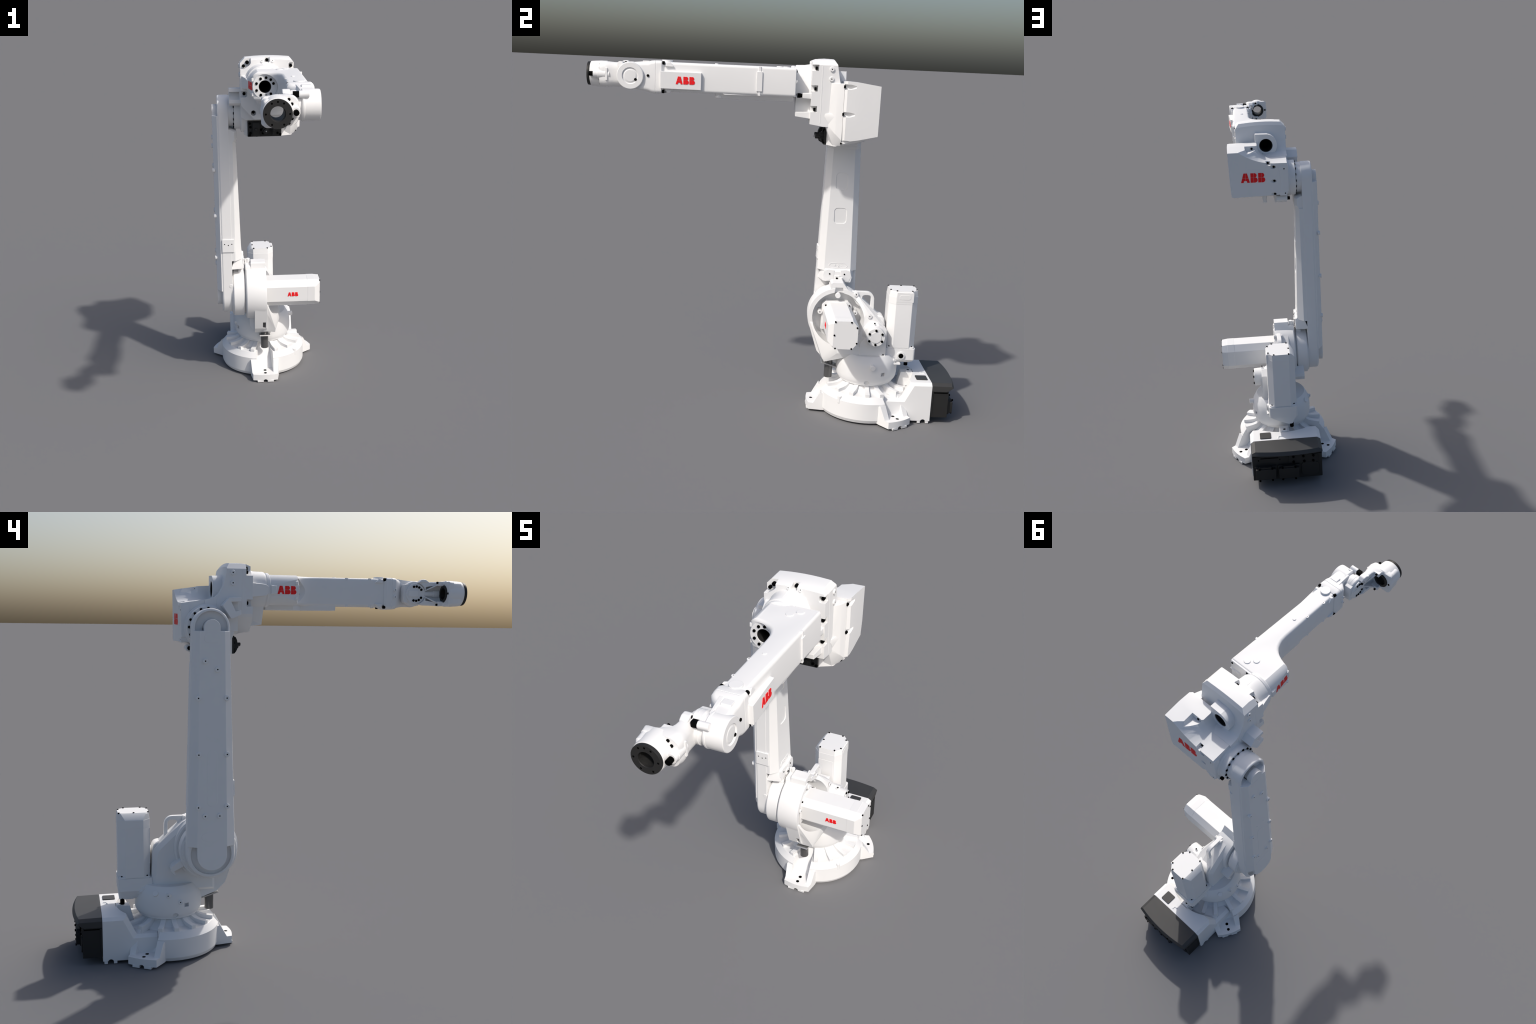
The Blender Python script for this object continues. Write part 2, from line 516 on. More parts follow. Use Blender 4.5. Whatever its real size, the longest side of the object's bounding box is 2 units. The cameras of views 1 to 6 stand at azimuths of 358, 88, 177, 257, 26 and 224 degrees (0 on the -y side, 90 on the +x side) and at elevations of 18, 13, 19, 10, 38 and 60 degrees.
left_shelf = hull("tool", [(-0.06, 0.29, 0.30), (-0.135, 0.345, 0.315), (-0.135, 0.345, 0.355), (-0.06, 0.27, 0.355), (-0.06, 0.40, 0.30), (-0.10, 0.372, 0.315), (-0.06, 0.40, 0.36), (-0.115, 0.365, 0.355)], None, None)
boolean(frame, [hub, top_block, step, chin, skirt, rear_shelf, gear_body], "UNION")
bpy.data.objects.remove(left_shelf)
# open bowl round the motor, slot for the sensor
boolean(frame, [T(disc, "x", A2, 0.132, -0.055, 0.10, r2=0.147, n=128), T(box, (-0.024, -0.006), (0.2, 0.27), (0.33, 0.372)),
                T(prism, "x", [(0.325, 0.66), (0.376, 0.66), (0.370, 0.692), (0.329, 0.692)], -0.018, 0.02)])
box("sensor", (-0.0235, -0.0065), (0.262, 0.28), (0.33, 0.372), frame, STEEL, 0.001)
disc("eye_pin", "x", (0.345, 0.648), 0.015, -0.056, 0.004, frame, n=32, bevel=0.003)
for y, z in ((0.252, 0.551), (0.446, 0.551)):
    disc("post", "x", (y, z), 0.0125, -0.056, -0.010, frame, n=32)
    bosses(frame, [(-0.009, y, z)], (1, 0, 0), 0.0125)
disc("bumper_pin", "z", (-0.100, 0.369), 0.0105, 0.69, 0.7245, frame, n=32)
bosses(frame, [(0.000, 0.444, 0.658)], (1, 0, 0), 0.0125)
bosses(frame, [(0.0475, 0.518, 0.551)], (1, 0, 0), 0.0125)
disc("post", "x", (0.444, 0.658), 0.0125, -0.03, 0.003, frame, n=32)
disc("post", "x", (0.518, 0.551), 0.0125, 0.0, 0.050, frame, n=32)
# stop lug on the arm side
prism("stop_lug", "x", [(0.480, 0.480), (0.524, 0.448), (0.530, 0.432), (0.512, 0.405), (0.505, 0.408), (0.512, 0.425), (0.470, 0.445), (0.455, 0.455)], -0.160, -0.09, frame, bevel=0.002)
# carrying loop behind the drum
loop = prism("lifting_loop", "x", [(0.415, 0.655), (0.425, 0.672), (0.502, 0.672)] + circle((0.504, 0.630), 0.042, 8, 80, 5, False) + [(0.548, 0.565), (0.549, 0.53), (0.45, 0.60)], -0.036, -0.012, frame, bevel=0.004)
boolean(loop, [T(prism, "x", [(0.480, 0.640)] + circle((0.496, 0.634), 0.018, 6, 150, 90, False) + circle((0.512, 0.636), 0.016, 6, 90, 0, False) + [(0.528, 0.582), (0.520, 0.590), (0.482, 0.622)], -0.06, 0.02)])
disc("boss", "x", (0.445, 0.658), 0.013, -0.045, -0.004, frame, n=32)
# rounded casting behind, and the round cover of the axis 1 gear
prism("gear_casting", "x", [(0.53, 0.40), (0.612, 0.40), (0.610, 0.50), (0.604, 0.532), (0.594, 0.545), (0.575, 0.549), (0.55, 0.549)], -0.070, 0.022, frame, bevel=0.009, seg=4)
cov = loft("gear_cover", "x", [(-0.01, circle((0.545, 0.462), 0.066, 48)), (0.060, circle((0.545, 0.462), 0.060, 48)), (0.075, circle((0.545, 0.461), 0.0525, 48)), (0.1355, circle((0.545, 0.460), 0.0500, 48))], frame, bevel=0.002)
hull("gear_cover_gusset", [(-0.01, 0.49, 0.54), (-0.01, 0.56, 0.545), (0.045, 0.52, 0.515), (0.045, 0.565, 0.515), (0.07, 0.53, 0.48), (0.07, 0.56, 0.48), (-0.01, 0.50, 0.40), (-0.01, 0.60, 0.40), (-0.01, 0.603, 0.50), (0.04, 0.59, 0.47), (0.04, 0.50, 0.47)], frame, bevel=0.004)
prism("gear_web", "x", [(0.4685, 0.343), (0.6125, 0.343), (0.6105, 0.490), (0.565, 0.518), (0.525, 0.505), (0.505, 0.460), (0.482, 0.428), (0.4685, 0.405)], -0.02, 0.0935, frame, bevel=0.004)
disc("cap", "x", (0.492, 0.378), 0.022, 0.08, 0.0945, frame, n=40, bevel=0.0005)
bolts(frame, [(0.0935, 0.598, 0.352)], (1, 0, 0), 0.0035)
disc("end_cap", "x", (0.545, 0.460), 0.0305, 0.13, 0.1385, cov, n=48)
bolts(cov, [(0.137, 0.545 + 0.0395 * math.cos(math.radians(a)), 0.460 + 0.0395 * math.sin(math.radians(a))) for a in range(30, 390, 60)], (1, 0, 0), 0.0062)
bolts(cov, [(0.088, 0.542, 0.524)], (0.6, 0, 0.8), 0.004)
disc("boss", "z", (0.086, 0.541), 0.008, 0.49, 0.521, cov, n=24)
# rubber stop under the chin
stop = disc("stop_cylinder", "z", (-0.0115, 0.3175), 0.0225, 0.177, 0.285, frame, STEEL, n=48, bevel=0.002)
hull("stop_bracket", [(-0.042, 0.277, 0.272), (0.022, 0.277, 0.272), (-0.042, 0.36, 0.246), (0.022, 0.36, 0.246), (-0.042, 0.272, 0.266), (0.022, 0.272, 0.266), (-0.042, 0.36, 0.240), (0.022, 0.36, 0.240)], stop, METAL, 0.001)


# ------------------------------------------------------------------ servo motors
def motor(name, parent, place, length, z0):
    """Square motor along +z in its own frame; the -x flank carries the sloping shoulder."""
    h, c = 0.078, 0.034
    o = [(-h, -h + c), (-h + c, -h), (h - 0.031, -h), (h, -h + 0.034), (h, h - 0.034), (h - 0.031, h), (-h + c, h), (-h, h - c)]
    top = [(-0.0525, -h + 0.018), (-0.045, -h + 0.004), (0.0465, -h + 0.003), (0.0735, -0.0425), (0.0735, 0.0435), (0.0465, h - 0.003), (-0.045, h - 0.004), (-0.0525, h - 0.018)]
    body = loft(name, "z", [(z0, o), (length - 0.030, o), (length - 0.004, [(0.25 * p[0] + 0.75 * q[0], q[1]) for p, q in zip(o, top)]), (length, top)], parent, bevel=0.0015)
    flange = prism("flange", "z", rounded(-h + 0.003, h - 0.003, -h + 0.003, h - 0.003, 0.012), z0 - 0.004, z0 + 0.004, body)
    face = prism("panel", "y", [(-0.046, z0 + 0.06), (0.038, z0 + 0.06), (0.038, length - 0.075), (-0.046, length - 0.075)], -h - 0.0008, -h + 0.01, body, bevel=0.0005)
    cap = prism("end_band", "z", [(x * 1.008, y * 1.008) for x, y in o], length - 0.072, length - 0.031, body, bevel=0.0008)
    plate = prism("end_plate", "z", top, length - 0.002, length + 0.0006, body, bevel=0.0004)
    bb = [(0.069, -0.041), (0.0435, -0.071), (-0.040, -0.071), (-0.0475, -0.001), (-0.0445, 0.070), (0.0375, 0.070), (0.0675, 0.042)]
    kids = [flange, face, cap, plate]
    spots = [(Vector((x - 0.0, y, length + 0.0005)), 0.0044) for x, y in bb]
    low = [Vector((sx * 0.0615, sy * 0.0615, z0 + 0.0045)) for sx in (1, -1) for sy in (1, -1)]
    body.matrix_local = place
    bolts(body, [s[0] for s in spots], (0, 0, 1), 0.0046)
    bolts(body, low, (0, 0, 1), 0.0046)
    if parent is ROBOT:
        body.matrix_parent_inverse = Matrix.Translation(ROBOT.location).inverted()
        body.matrix_basis = place
    return body


# axis 1 motor stands upright behind the frame
m1 = motor("upright_motor", ROBOT, Matrix.Translation((X0 - 0.0005, 0.697, 0.0)), 0.700, 0.382)
foot1 = loft("motor_console", "z", [(0.268, rounded(X0 - 0.052, X0 - 0.018, 0.700, 0.772, 0.012)), (0.302, rounded(X0 - 0.070, X0 + 0.060, 0.625, 0.776, 0.014)), (0.316, rounded(X0 - 0.0795, X0 + 0.0795, 0.600, 0.778, 0.014)), (0.3785, rounded(X0 - 0.0795, X0 + 0.0795, 0.612, 0.778, 0.012))], ROBOT, bevel=0.002)
prism("console_bridge", "z", [(X0 - 0.115, 0.56), (X0 + 0.115, 0.56), (X0 + 0.085, 0.66), (X0 + 0.060, 0.70), (X0 - 0.060, 0.70), (X0 - 0.085, 0.66)], 0.296, 0.335, foot1, bevel=0.006)
rod("sight_glass", (0.055, 0.700, 0.341), (0.0745, 0.700, 0.341), 0.021, foot1)
disc("plug", "x", (0.700, 0.341), 0.0135, 0.06, 0.0765, foot1, BLACK, n=32, bevel=0.001)
disc("plug", "z", (-0.058, 0.757), 0.011, 0.242, 0.275, foot1, BLACK, n=24, bevel=0.001)
box("tab", (0.052, 0.078), (0.655, 0.700), (0.290, 0.300), foot1, bevel=0.002)
black_discs(foot1, [(0.066, 0.676, 0.3003)], (0, 0, 1), 0.003)
# raised maker's plate on the motor head
prism("name_plate", "x", rounded(-0.042, 0.050, 0.640, 0.694, 0.003), 0.070, 0.0792, m1, bevel=0.0008)
prism("name_plate", "x", rounded(-0.028, 0.034, 0.655, 0.680, 0.010), 0.070, 0.0802, m1, bevel=0.0008)

# axis 2 motor lies along +x through the bowl (its shoulder faces the front)
turn = Matrix(((0, 0, 1, 0), (1, 0, 0, A2[0]), (0, 1, 0, A2[1]), (0, 0, 0, 1)))
m2 = motor("shoulder_motor", ROBOT, turn, 0.315, -0.05)
logo(ROBOT, (0.125, A2[0] - 0.0784, 0.5155), (0.187, A2[0] - 0.0784, 0.5155), (0, 0, 1)).name = "lettering"
prism("mounting_plate", "x", [(0.262, 0.45), (0.262, 0.592), (0.282, 0.612), (0.405, 0.612), (0.425, 0.592), (0.43, 0.45)], -0.056, -0.012, frame, bevel=0.002)
bolts(frame, [(-0.010, 0.283, 0.588), (-0.010, 0.412, 0.588)], (1, 0, 0), 0.0048)

# =================================================================== LOWER ARM
RB, RT = 0.1165, 0.0875


def stadium(rb, rt, n=28, zb=A2[1], zt=A3[1], y=A2[0]):
    """Tapered bar with round ends, in (y, z)."""
    tilt = math.degrees(math.asin((rb - rt) / (zt - zb)))
    return circle((y, zt), rt, n, tilt, 180 - tilt, False) + circle((y, zb), rb, n, 180 - tilt, 360 + tilt, False)


def half(z):
    return RB + (RT - RB) * (z - A2[1]) / (A3[1] - A2[1])


arm = loft("lower_arm", "x", [(-0.2545, stadium(RB - 0.010, RT - 0.006)), (-0.2515, stadium(RB - 0.004, RT - 0.002)), (-0.245, stadium(RB, RT)), (-0.1945, stadium(RB, RT))], ROBOT, bevel=0.001)
ring_cut = T(disc, "x", A2, 0.098, -0.30, -0.236, n=64)
boolean(ring_cut, [T(disc, "x", A2, 0.070, -0.31, -0.2, n=64), T(box, (-0.31, -0.2), (0.1, 0.6), (0.568, 0.8))])
top_cut = T(disc, "x", A3, 0.0755, -0.30, -0.232, n=64)
boolean(top_cut, [T(box, (-0.31, -0.2), (0.1, 0.6), (1.3, 1.576)), T(disc, "x", A3, 0.0375, -0.31, -0.2, n=64), T(box, (-0.31, -0.2), (A3[0] - 0.0375, A3[0] + 0.0375), (1.3, 1.59))])
boolean(arm, [ring_cut, top_cut])
# back panel of the arm, bevelled along its long edges
zs = (0.570, 1.575)
loft("arm_panel", "z", [(z, [(-0.240, A2[0] - half(z) + 0.003), (-0.257, A2[0] - half(z) + 0.003), (-0.2825, A2[0] - k), (-0.2825, A2[0] + k), (-0.257, A2[0] + half(z) - 0.003), (-0.240, A2[0] + half(z) - 0.003)]) for z, k in ((zs[0], 0.0715), (zs[1], 0.0575))], arm, bevel=0.0015)
prism("hub_cover", "x", circle(A2, 0.0705, 32, 180, 360, False) + [(A2[0] + 0.0705, 0.58), (A2[0] - 0.0705, 0.58)], -0.2823, -0.235, arm, bevel=0.0015)
prism("hub_cover", "x", circle(A3, 0.0375, 32, 0, 180, False) + [(A3[0] - 0.0375, 1.57), (A3[0] + 0.0375, 1.57)], -0.2823, -0.231, arm, bevel=0.0015)


def ellipse(c, a, b, n=40):
    return [(c[0] + a * math.cos(2 * math.pi * i / n), c[1] + b * math.sin(2 * math.pi * i / n)) for i in range(n)]


prism("inspection_cover", "x", ellipse((A2[0], 0.620), 0.052, 0.024), -0.2833, -0.27, arm, bevel=0.0006)
prism("inspection_cover", "x", rounded(A2[0] - 0.038, A2[0] + 0.038, 1.522, 1.568, 0.022), -0.2833, -0.27, arm, bevel=0.0006)
prism("inspection_cover", "x", rounded(A2[0] - 0.024, A2[0] + 0.024, 0.765, 1.030, 0.0235), -0.2832, -0.27, arm, bevel=0.0006)
bosses(arm, [(-0.284, 0.413, 1.273), (-0.284, 0.281, 1.273), (-0.284, 0.412, 1.012), (-0.284, 0.279, 1.012), (-0.284, 0.414, 0.764), (-0.284, 0.278, 0.766), (-0.285, 0.381, 1.441), (-0.285, 0.325, 1.403), (-0.283, 0.382, 0.721), (-0.283, 0.313, 0.721)], (-1, 0, 0), 0.0125)
hardware(PIN, "pin", arm, [(-0.2822, 0.371, 1.086), (-0.2822, 0.323, 1.086)], (-1, 0, 0), 0.0035)
# inner flank: hollow casting with two shallow pockets
inner = loft("arm_web", "z", [(z, [(-0.2, A2[0] - half(z) + 0.0012), (-0.1745, A2[0] - half(z) + 0.0012), (w, A2[0] - k), (w, A2[0] + k), (-0.1745, A2[0] + half(z) - 0.0012), (-0.2, A2[0] + half(z) - 0.0012)]) for z, k, w in ((0.752, 0.0735, -0.1385), (1.430, 0.0585, -0.1560))], arm, bevel=0.002)
boolean(inner, [T(prism, "x", rounded(0.313, 0.381, 1.019, 1.104, 0.018), -0.1500, -0.12), T(prism, "x", rounded(0.313, 0.376, 1.204, 1.297, 0.018), -0.1545, -0.12)])
# both ends of the web step down to the gearboxes
loft("arm_shoulder", "z", [(1.426, [(-0.21, 0.262), (-0.176, 0.262), (-0.1555, 0.285), (-0.1555, 0.411), (-0.176, 0.434), (-0.21, 0.434)]), (1.445, [(-0.21, 0.262), (-0.164, 0.262), (-0.1495, 0.280), (-0.1495, 0.416), (-0.164, 0.434), (-0.21, 0.434)]), (1.487, [(-0.21, 0.263), (-0.164, 0.263), (-0.1515, 0.280), (-0.1515, 0.416), (-0.164, 0.433), (-0.21, 0.433)]), (1.500, [(-0.21, 0.264), (-0.190, 0.264), (-0.180, 0.280), (-0.180, 0.416), (-0.190, 0.432), (-0.21, 0.432)])], arm, bevel=0.002)
shoulder = hull("arm_shoulder", [(-0.20, 0.245, 0.70), (-0.176, 0.266, 0.692), (-0.128, 0.271, 0.695), (-0.128, 0.271, 0.715), (-0.176, 0.262, 0.72), (-0.128, 0.285, 0.748), (-0.128, 0.420, 0.748), (-0.128, 0.430, 0.72), (-0.176, 0.440, 0.722), (-0.128, 0.425, 0.69), (-0.176, 0.432, 0.690), (-0.20, 0.45, 0.70), (-0.139, 0.28, 0.765), (-0.139, 0.42, 0.765), (-0.175, 0.26, 0.765), (-0.175, 0.44, 0.765)], arm, bevel=0.002)
for s in (-1, 1):
    prism("cover_plate", "x", [(A2[0] + s * a, b) for a, b in ((0.018, 0.757), (0.050, 0.760), (0.072, 0.754), (0.078, 0.724), (0.066, 0.694), (0.018, 0.706))][::s], -0.135, -0.1265, arm, bevel=0.0008)
box("screw_seat", (-0.14, -0.1215), (0.334, 0.362), (0.698, 0.728), arm, bevel=0.001)
bolts(arm, [(-0.1275, 0.306, 0.736), (-0.1275, 0.388, 0.736)], (1, 0, 0), 0.0044)
bolts(arm, [(-0.1225, 0.347, 0.713)], (1, 0, 0), 0.0058)
disc("bumper_pin", "z", (-0.1145, 0.370), 0.008, 0.690, 0.722, arm, n=24)
# direction mark of the axis: a six-sided outline round a numeral
mark = [(0.297, 0.779), (0.310, 0.795), (0.390, 0.795), (0.404, 0.781), (0.391, 0.768), (0.309, 0.768)]
for (a, b) in zip(mark, mark[1:] + mark[:1]):
    if abs(a[0] - b[0]) > 0:
        rod("axis_mark", (-0.139, a[0], a[1]), (-0.139, b[0], b[1]), 0.0012, arm, n=8, bevel=0)


def numeral(body, place, size, parent):
    cu = bpy.data.curves.new("axis_numeral", "FONT")
    cu.body = body
    cu.size = size
    cu.extrude = 0.0012
    cu.align_x = "CENTER"
    cu.align_y = "CENTER"
    ob = bpy.data.objects.new("axis_numeral", cu)
    COL.objects.link(ob)
    bpy.context.view_layer.update()
    me = bpy.data.meshes.new_from_object(ob.evaluated_get(bpy.context.evaluated_depsgraph_get()))
    bpy.data.objects.remove(ob)
    me.transform(Matrix.Translation(place) @ Matrix(((0, 0, 1, 0), (1, 0, 0, 0), (0, 1, 0, 0), (0, 0, 0, 1))))
    me.materials.clear()
    me.materials.append(WHITE)
    o2 = bpy.data.objects.new("axis_numeral", me)
    COL.objects.link(o2)
    o2.parent = parent


numeral("+ 2 -", (-0.1392, 0.350, 0.7805), 0.024, arm)
# little cover on the front edge
yf = A2[0] - half(0.845)
tagp = prism("cover_plate", "x", [(yf - 0.0055 - 0.0011, 0.8075), (yf + 0.01, 0.8075), (yf + 0.01, 0.8815), (yf - 0.0055 + 0.0011, 0.8815)], -0.2475, -0.180, arm, bevel=0.001)
black_discs(tagp, [(-0.234, yf - 0.0052, 0.855), (-0.213, yf - 0.0055, 0.849), (-0.193, yf - 0.0052, 0.855)], (0, -1, 0.02), 0.0032)
disc("boss", "y", (-0.203, 0.603), 0.011, 0.2318, 0.25, arm, n=24)
# gearbox ring between arm and frame
ring2 = lathe("shoulder_gearbox", "x", A2, [(0.128, -0.196), (0.130, -0.1885), (0.138, -0.1880), (0.140, -0.184), (0.1405, -0.132), (0.136, -0.1265), (0.126, -0.1262), (0.126, -0.10)], ROBOT, n=128)
prism("gearbox_hump", "x", [(0.302, 0.62), (0.302, 0.668), (0.315, 0.676), (0.380, 0.676), (0.394, 0.668), (0.394, 0.62)], -0.160, -0.128, ring2, bevel=0.006)
lathe("gap_ring", "x", A2, [(0.120, -0.195), (0.1285, -0.1945), (0.1285, -0.1875), (0.12, -0.187)], ring2, BLACK, n=96)  # solid dark ring laid where the gap would be
lathe("gap_ring", "x", A2, [(0.120, -0.1265), (0.1245, -0.126), (0.1245, -0.118), (0.12, -0.117)], ring2, LID, n=96)

# =================================================================== ELBOW HOUSING
side = [(0.128, 1.572), (0.128, 1.884), (0.150, 1.893), (0.192, 1.897), (0.238, 1.896), (0.2525, 1.878), (0.2600, 1.824), (0.2670, 1.789), (0.2760, 1.761), (0.2900, 1.738), (0.300, 1.722), (0.300, 1.50), (0.288, 1.472), (0.26, 1.466), (0.222, 1.468), (0.222, 1.556), (0.170, 1.566)]


def arched(x):
    drop = 0.0025 + 0.45 * (x - 0.010) ** 2
    return [(y, z - drop if z > 1.87 else z) for y, z in side]


elbow = loft("elbow_housing", "x", [(x, arched(x)) for x in (-0.127, -0.09, -0.05, -0.02, 0.012, 0.045, 0.08, 0.12, 0.152)], ROBOT, bevel=0.0012, angle=18)
cutters = [
    T(hull, [(-0.2, 0.0, 1.95), (-0.09, 0.0, 1.95), (-0.2, 0.0, 1.80), (-0.097, 0.0, 1.893), (-0.129, 0.0, 1.860), (-0.2, 0.4, 1.95), (-0.09, 0.4, 1.95), (-0.2, 0.4, 1.80), (-0.097, 0.4, 1.893), (-0.129, 0.4, 1.860)]),
    T(hull, [(0.2, 0.0, 1.95), (0.12, 0.0, 1.95), (0.2, 0.0, 1.80), (0.128, 0.0, 1.893), (0.1535, 0.0, 1.860), (0.2, 0.4, 1.95), (0.12, 0.4, 1.95), (0.2, 0.4, 1.80), (0.128, 0.4, 1.893), (0.1535, 0.4, 1.860)]),
    # lower left flank is cut away on the diagonal in front of the gearbox
    T(prism, "y", [(-0.2, 1.655), (-0.127, 1.655), (-0.120, 1.640), (-0.045, 1.560), (-0.04, 1.50), (-0.2, 1.50)], 0.0, 0.200),
    T(prism, "y", [(-0.2, 1.40), (-0.102, 1.40), (-0.102, 1.56), (-0.2, 1.62)], 0.0, 0.40),
    # front right lower corner slants back to the cover
    T(prism, "z", [(0.091, 0.19), (0.091, 0.222), (0.146, 0.254), (0.152, 0.27), (0.20, 0.27), (0.20, 0.19)], 1.40, 1.562),
    # rear window for the collar round the hollow shaft
    T(disc, "y", (X0, Z4), 0.036, 0.18, 0.35, n=48),
]
boolean(elbow, cutters)
# pockets for the face bolts are open to the outside
spots = [(0.137, 1.848), (0.137, 1.748), (0.137, 1.647)]
cutters = [T(prism, "y", rounded(x - 0.013, x + 0.03, z - 0.0150, z + 0.0150, 0.008), 0.05, 0.160) for x, z in spots]
cutters.append(T(prism, "y", [(-0.16, 1.832), (-0.110, 1.832), (-0.080, 1.852), (-0.072, 1.862), (-0.072, 1.895), (-0.16, 1.895)], 0.05, 0.160))
cutters.append(T(prism, "y", rounded(0.000, 0.026, 1.864, 1.93, 0.010), 0.05, 0.160))
cutters.append(T(prism, "y", rounded(-0.16, -0.093, 1.690, 1.722, 0.010), 0.05, 0.157))
cutters.append(T(disc, "y", (-0.062, 1.607), 0.014, 0.05, 0.157, n=24))
boolean(elbow, cutters)
bolts(elbow, [(0.136, 0.1490, 1.846), (0.137, 0.1490, 1.746), (0.136, 0.1490, 1.645), (0.013, 0.156, 1.877), (-0.109, 0.155, 1.848), (-0.109, 0.153, 1.706), (-0.062, 0.153, 1.609)], (0, -1, 0), 0.0082)
bolts(elbow, [(-0.090, 0.155, 1.866)], (0, -1, 0), 0.0095)
bosses(elbow, [(-0.014, 0.130, 1.873), (0.041, 0.130, 1.873)], (0, -1, 0.4), 0.0085)
# split line between front cover and body
prism("cover_edge", "y", [(-0.1276, 1.66), (-0.1276, 1.858), (-0.100, 1.884), (0.131, 1.884), (0.1527, 1.858), (0.1527, 1.578), (-0.03, 1.578)], 0.176, 0.181, elbow, bevel=0.0008)
bosses(elbow, [(0.153, 0.2245, 1.844), (0.153, 0.2245, 1.797)], (1, 0, 0), 0.0118)
bosses(elbow, [(-0.1285, 0.2245, 1.844), (-0.1285, 0.2245, 1.797)], (-1, 0, 0), 0.0118)
# right flank flares out towards the rear cover
hull("flank_flare", [(0.14, 0.205, 1.570), (0.1525, 0.222, 1.570), (0.1525, 0.226, 1.778), (0.14, 0.22, 1.778), (0.176, 0.252, 1.778), (0.189, 0.2875, 1.778), (0.176, 0.256, 1.53), (0.186, 0.2875, 1.50), (0.14, 0.2875, 1.778), (0.10, 0.2875, 1.471), (0.163, 0.2875, 1.471), (0.142, 0.252, 1.468), (0.10, 0.24, 1.468), (0.14, 0.24, 1.57)], elbow, bevel=0.002)
hull("lug", [(0.14, 0.201, 1.612), (0.154, 0.201, 1.612), (0.172, 0.2505, 1.615), (0.14, 0.2505, 1.615), (0.14, 0.201, 1.627), (0.152, 0.201, 1.627), (0.168, 0.2505, 1.630), (0.14, 0.2505, 1.63), (0.152, 0.226, 1.570), (0.14, 0.226, 1.57)], elbow, bevel=0.001)
# collar round the hollow shaft at the back
collar = prism("shaft_collar", "y", [(-0.05, 1.70)] + [(0.049, 1.72), (0.045, 1.836), (-0.024, 1.834)] + circle((X0, Z4), 0.063, 20, 102, 225, False), 0.24, 0.309, elbow, bevel=0.0015)
boolean(collar, [T(disc, "y", (X0, Z4), 0.0375, 0.10, 0.35, n=64)])
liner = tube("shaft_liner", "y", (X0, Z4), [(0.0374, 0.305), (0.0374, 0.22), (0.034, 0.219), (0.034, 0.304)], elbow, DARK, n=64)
disc("bore_dark_disc", "y", (X0, Z4), 0.0365, 0.18, 0.222, elbow, BLACK, n=64)  # added black disc closing the bore, for the darkness deep inside
cove = prism("cove", "x", [(0.262, 1.795), (0.2705, 1.780), (0.2840, 1.753), (0.305, 1.733), (0.334, 1.722), (0.356, 1.7175), (0.356, 1.70), (0.262, 1.70)], -0.1255, 0.005, elbow, bevel=0, angle=40)
boolean(cove, [T(disc, "y", (X0, Z4), 0.045, 0.2, 0.5, n=48)])
# stop block on the left flank, hollowed from the front
stopb = prism("stop_block", "x", [(0.284, 1.692), (0.253, 1.727), (0.196, 1.729), (0.196, 1.650), (0.231, 1.634), (0.243, 1.632)], -0.189, -0.115, elbow, bevel=0.002)
boolean(stopb, [T(hull, [(x, y, z) for x in (-0.2, -0.132) for y, z in ((0.243, 1.709), (0.15, 1.711), (0.15, 1.683), (0.222, 1.664))])])
# gearbox of axis 3
gear3 = lathe("elbow_gearbox", "x", A3, [(0.109, -0.10), (0.107, -0.125), (0.0985, -0.130), (0.0985, -0.1615), (0.0975, -0.1625), (0.081, -0.1625), (0.081, -0.164), (0.085, -0.166), (0.085, -0.196)], ROBOT, n=96)
bolts(gear3, [(-0.163, A3[0] + 0.0885 * math.cos(math.radians(a)), A3[1] + 0.0885 * math.sin(math.radians(a))) for a in [22.5 * i + 1 for i in range(16)]], (-1, 0, 0), 0.0062)
disc("elbow_drum", "x", (0.33, 1.59), 0.115, -0.125, -0.05, gear3, n=96, bevel=0.004)
disc("boss", "x", (0.429, 1.494), 0.0165, -0.112, -0.05, elbow, n=32, bevel=0.002)
disc("plug", "x", (0.429, 1.494), 0.0095, -0.127, -0.10, elbow, BLACK, n=24, bevel=0.001)
box("motor_foot", (-0.110, -0.042), (0.27, 0.42), (1.468, 1.54), elbow, bevel=0.005)
box("motor_foot", (0.0, 0.024), (0.27, 0.395), (1.464, 1.54), elbow, bevel=0.005)
prism("gauge", "y", ellipse((-0.107, 1.575), 0.012, 0.012), 0.21, 0.2265, elbow, bevel=0.0005)

# black cable panel under the elbow
panel = box("cable_panel", (-0.092, 0.0895), (0.2085, 0.23), (1.468, 1.5525), elbow, DARK, 0.001)
plug_x = [(-0.08, 1.54), (-0.077, 1.520), (-0.077, 1.488), (-0.081, 1.476), (-0.042, 1.534), (-0.043, 1.475), (-0.019, 1.505), (-0.009, 1.486), (0.069, 1.486), (0.084, 1.479), (0.07, 1.54), (0.084, 1.545)]
bolts(panel, [(x, 0.2085, z) for x, z in plug_x], (0, -1, 0), 0.0065)
for x, z, r in ((0.006, 1.503, 0.020), (-0.046, 1.512, 0.013), (0.051, 1.512, 0.014)):
    c = disc("cable_socket", "y", (x, z), r, 0.190, 0.22, panel, DARK, n=32, bevel=0.002)
    disc("socket_core", "y", (x, z), r * 0.62, 0.170, 0.2, c, DARK, n=24, bevel=0.002)
rod("socket_tip", (0.006, 0.162, 1.503), (0.006, 0.175, 1.503), 0.004, panel, METAL, n=16)
prism("cable_clip", "x", [(0.21, 1.472), (0.196, 1.474), (0.189, 1.488), (0.186, 1.505), (0.189, 1.530), (0.196, 1.546), (0.21, 1.549)], -0.066, -0.026, panel, DARK, 0.002)
prism("cable_clip", "x", [(0.21, 1.476), (0.198, 1.478), (0.194, 1.500), (0.196, 1.530), (0.21, 1.540)], 0.040, 0.062, panel, DARK, 0.002)
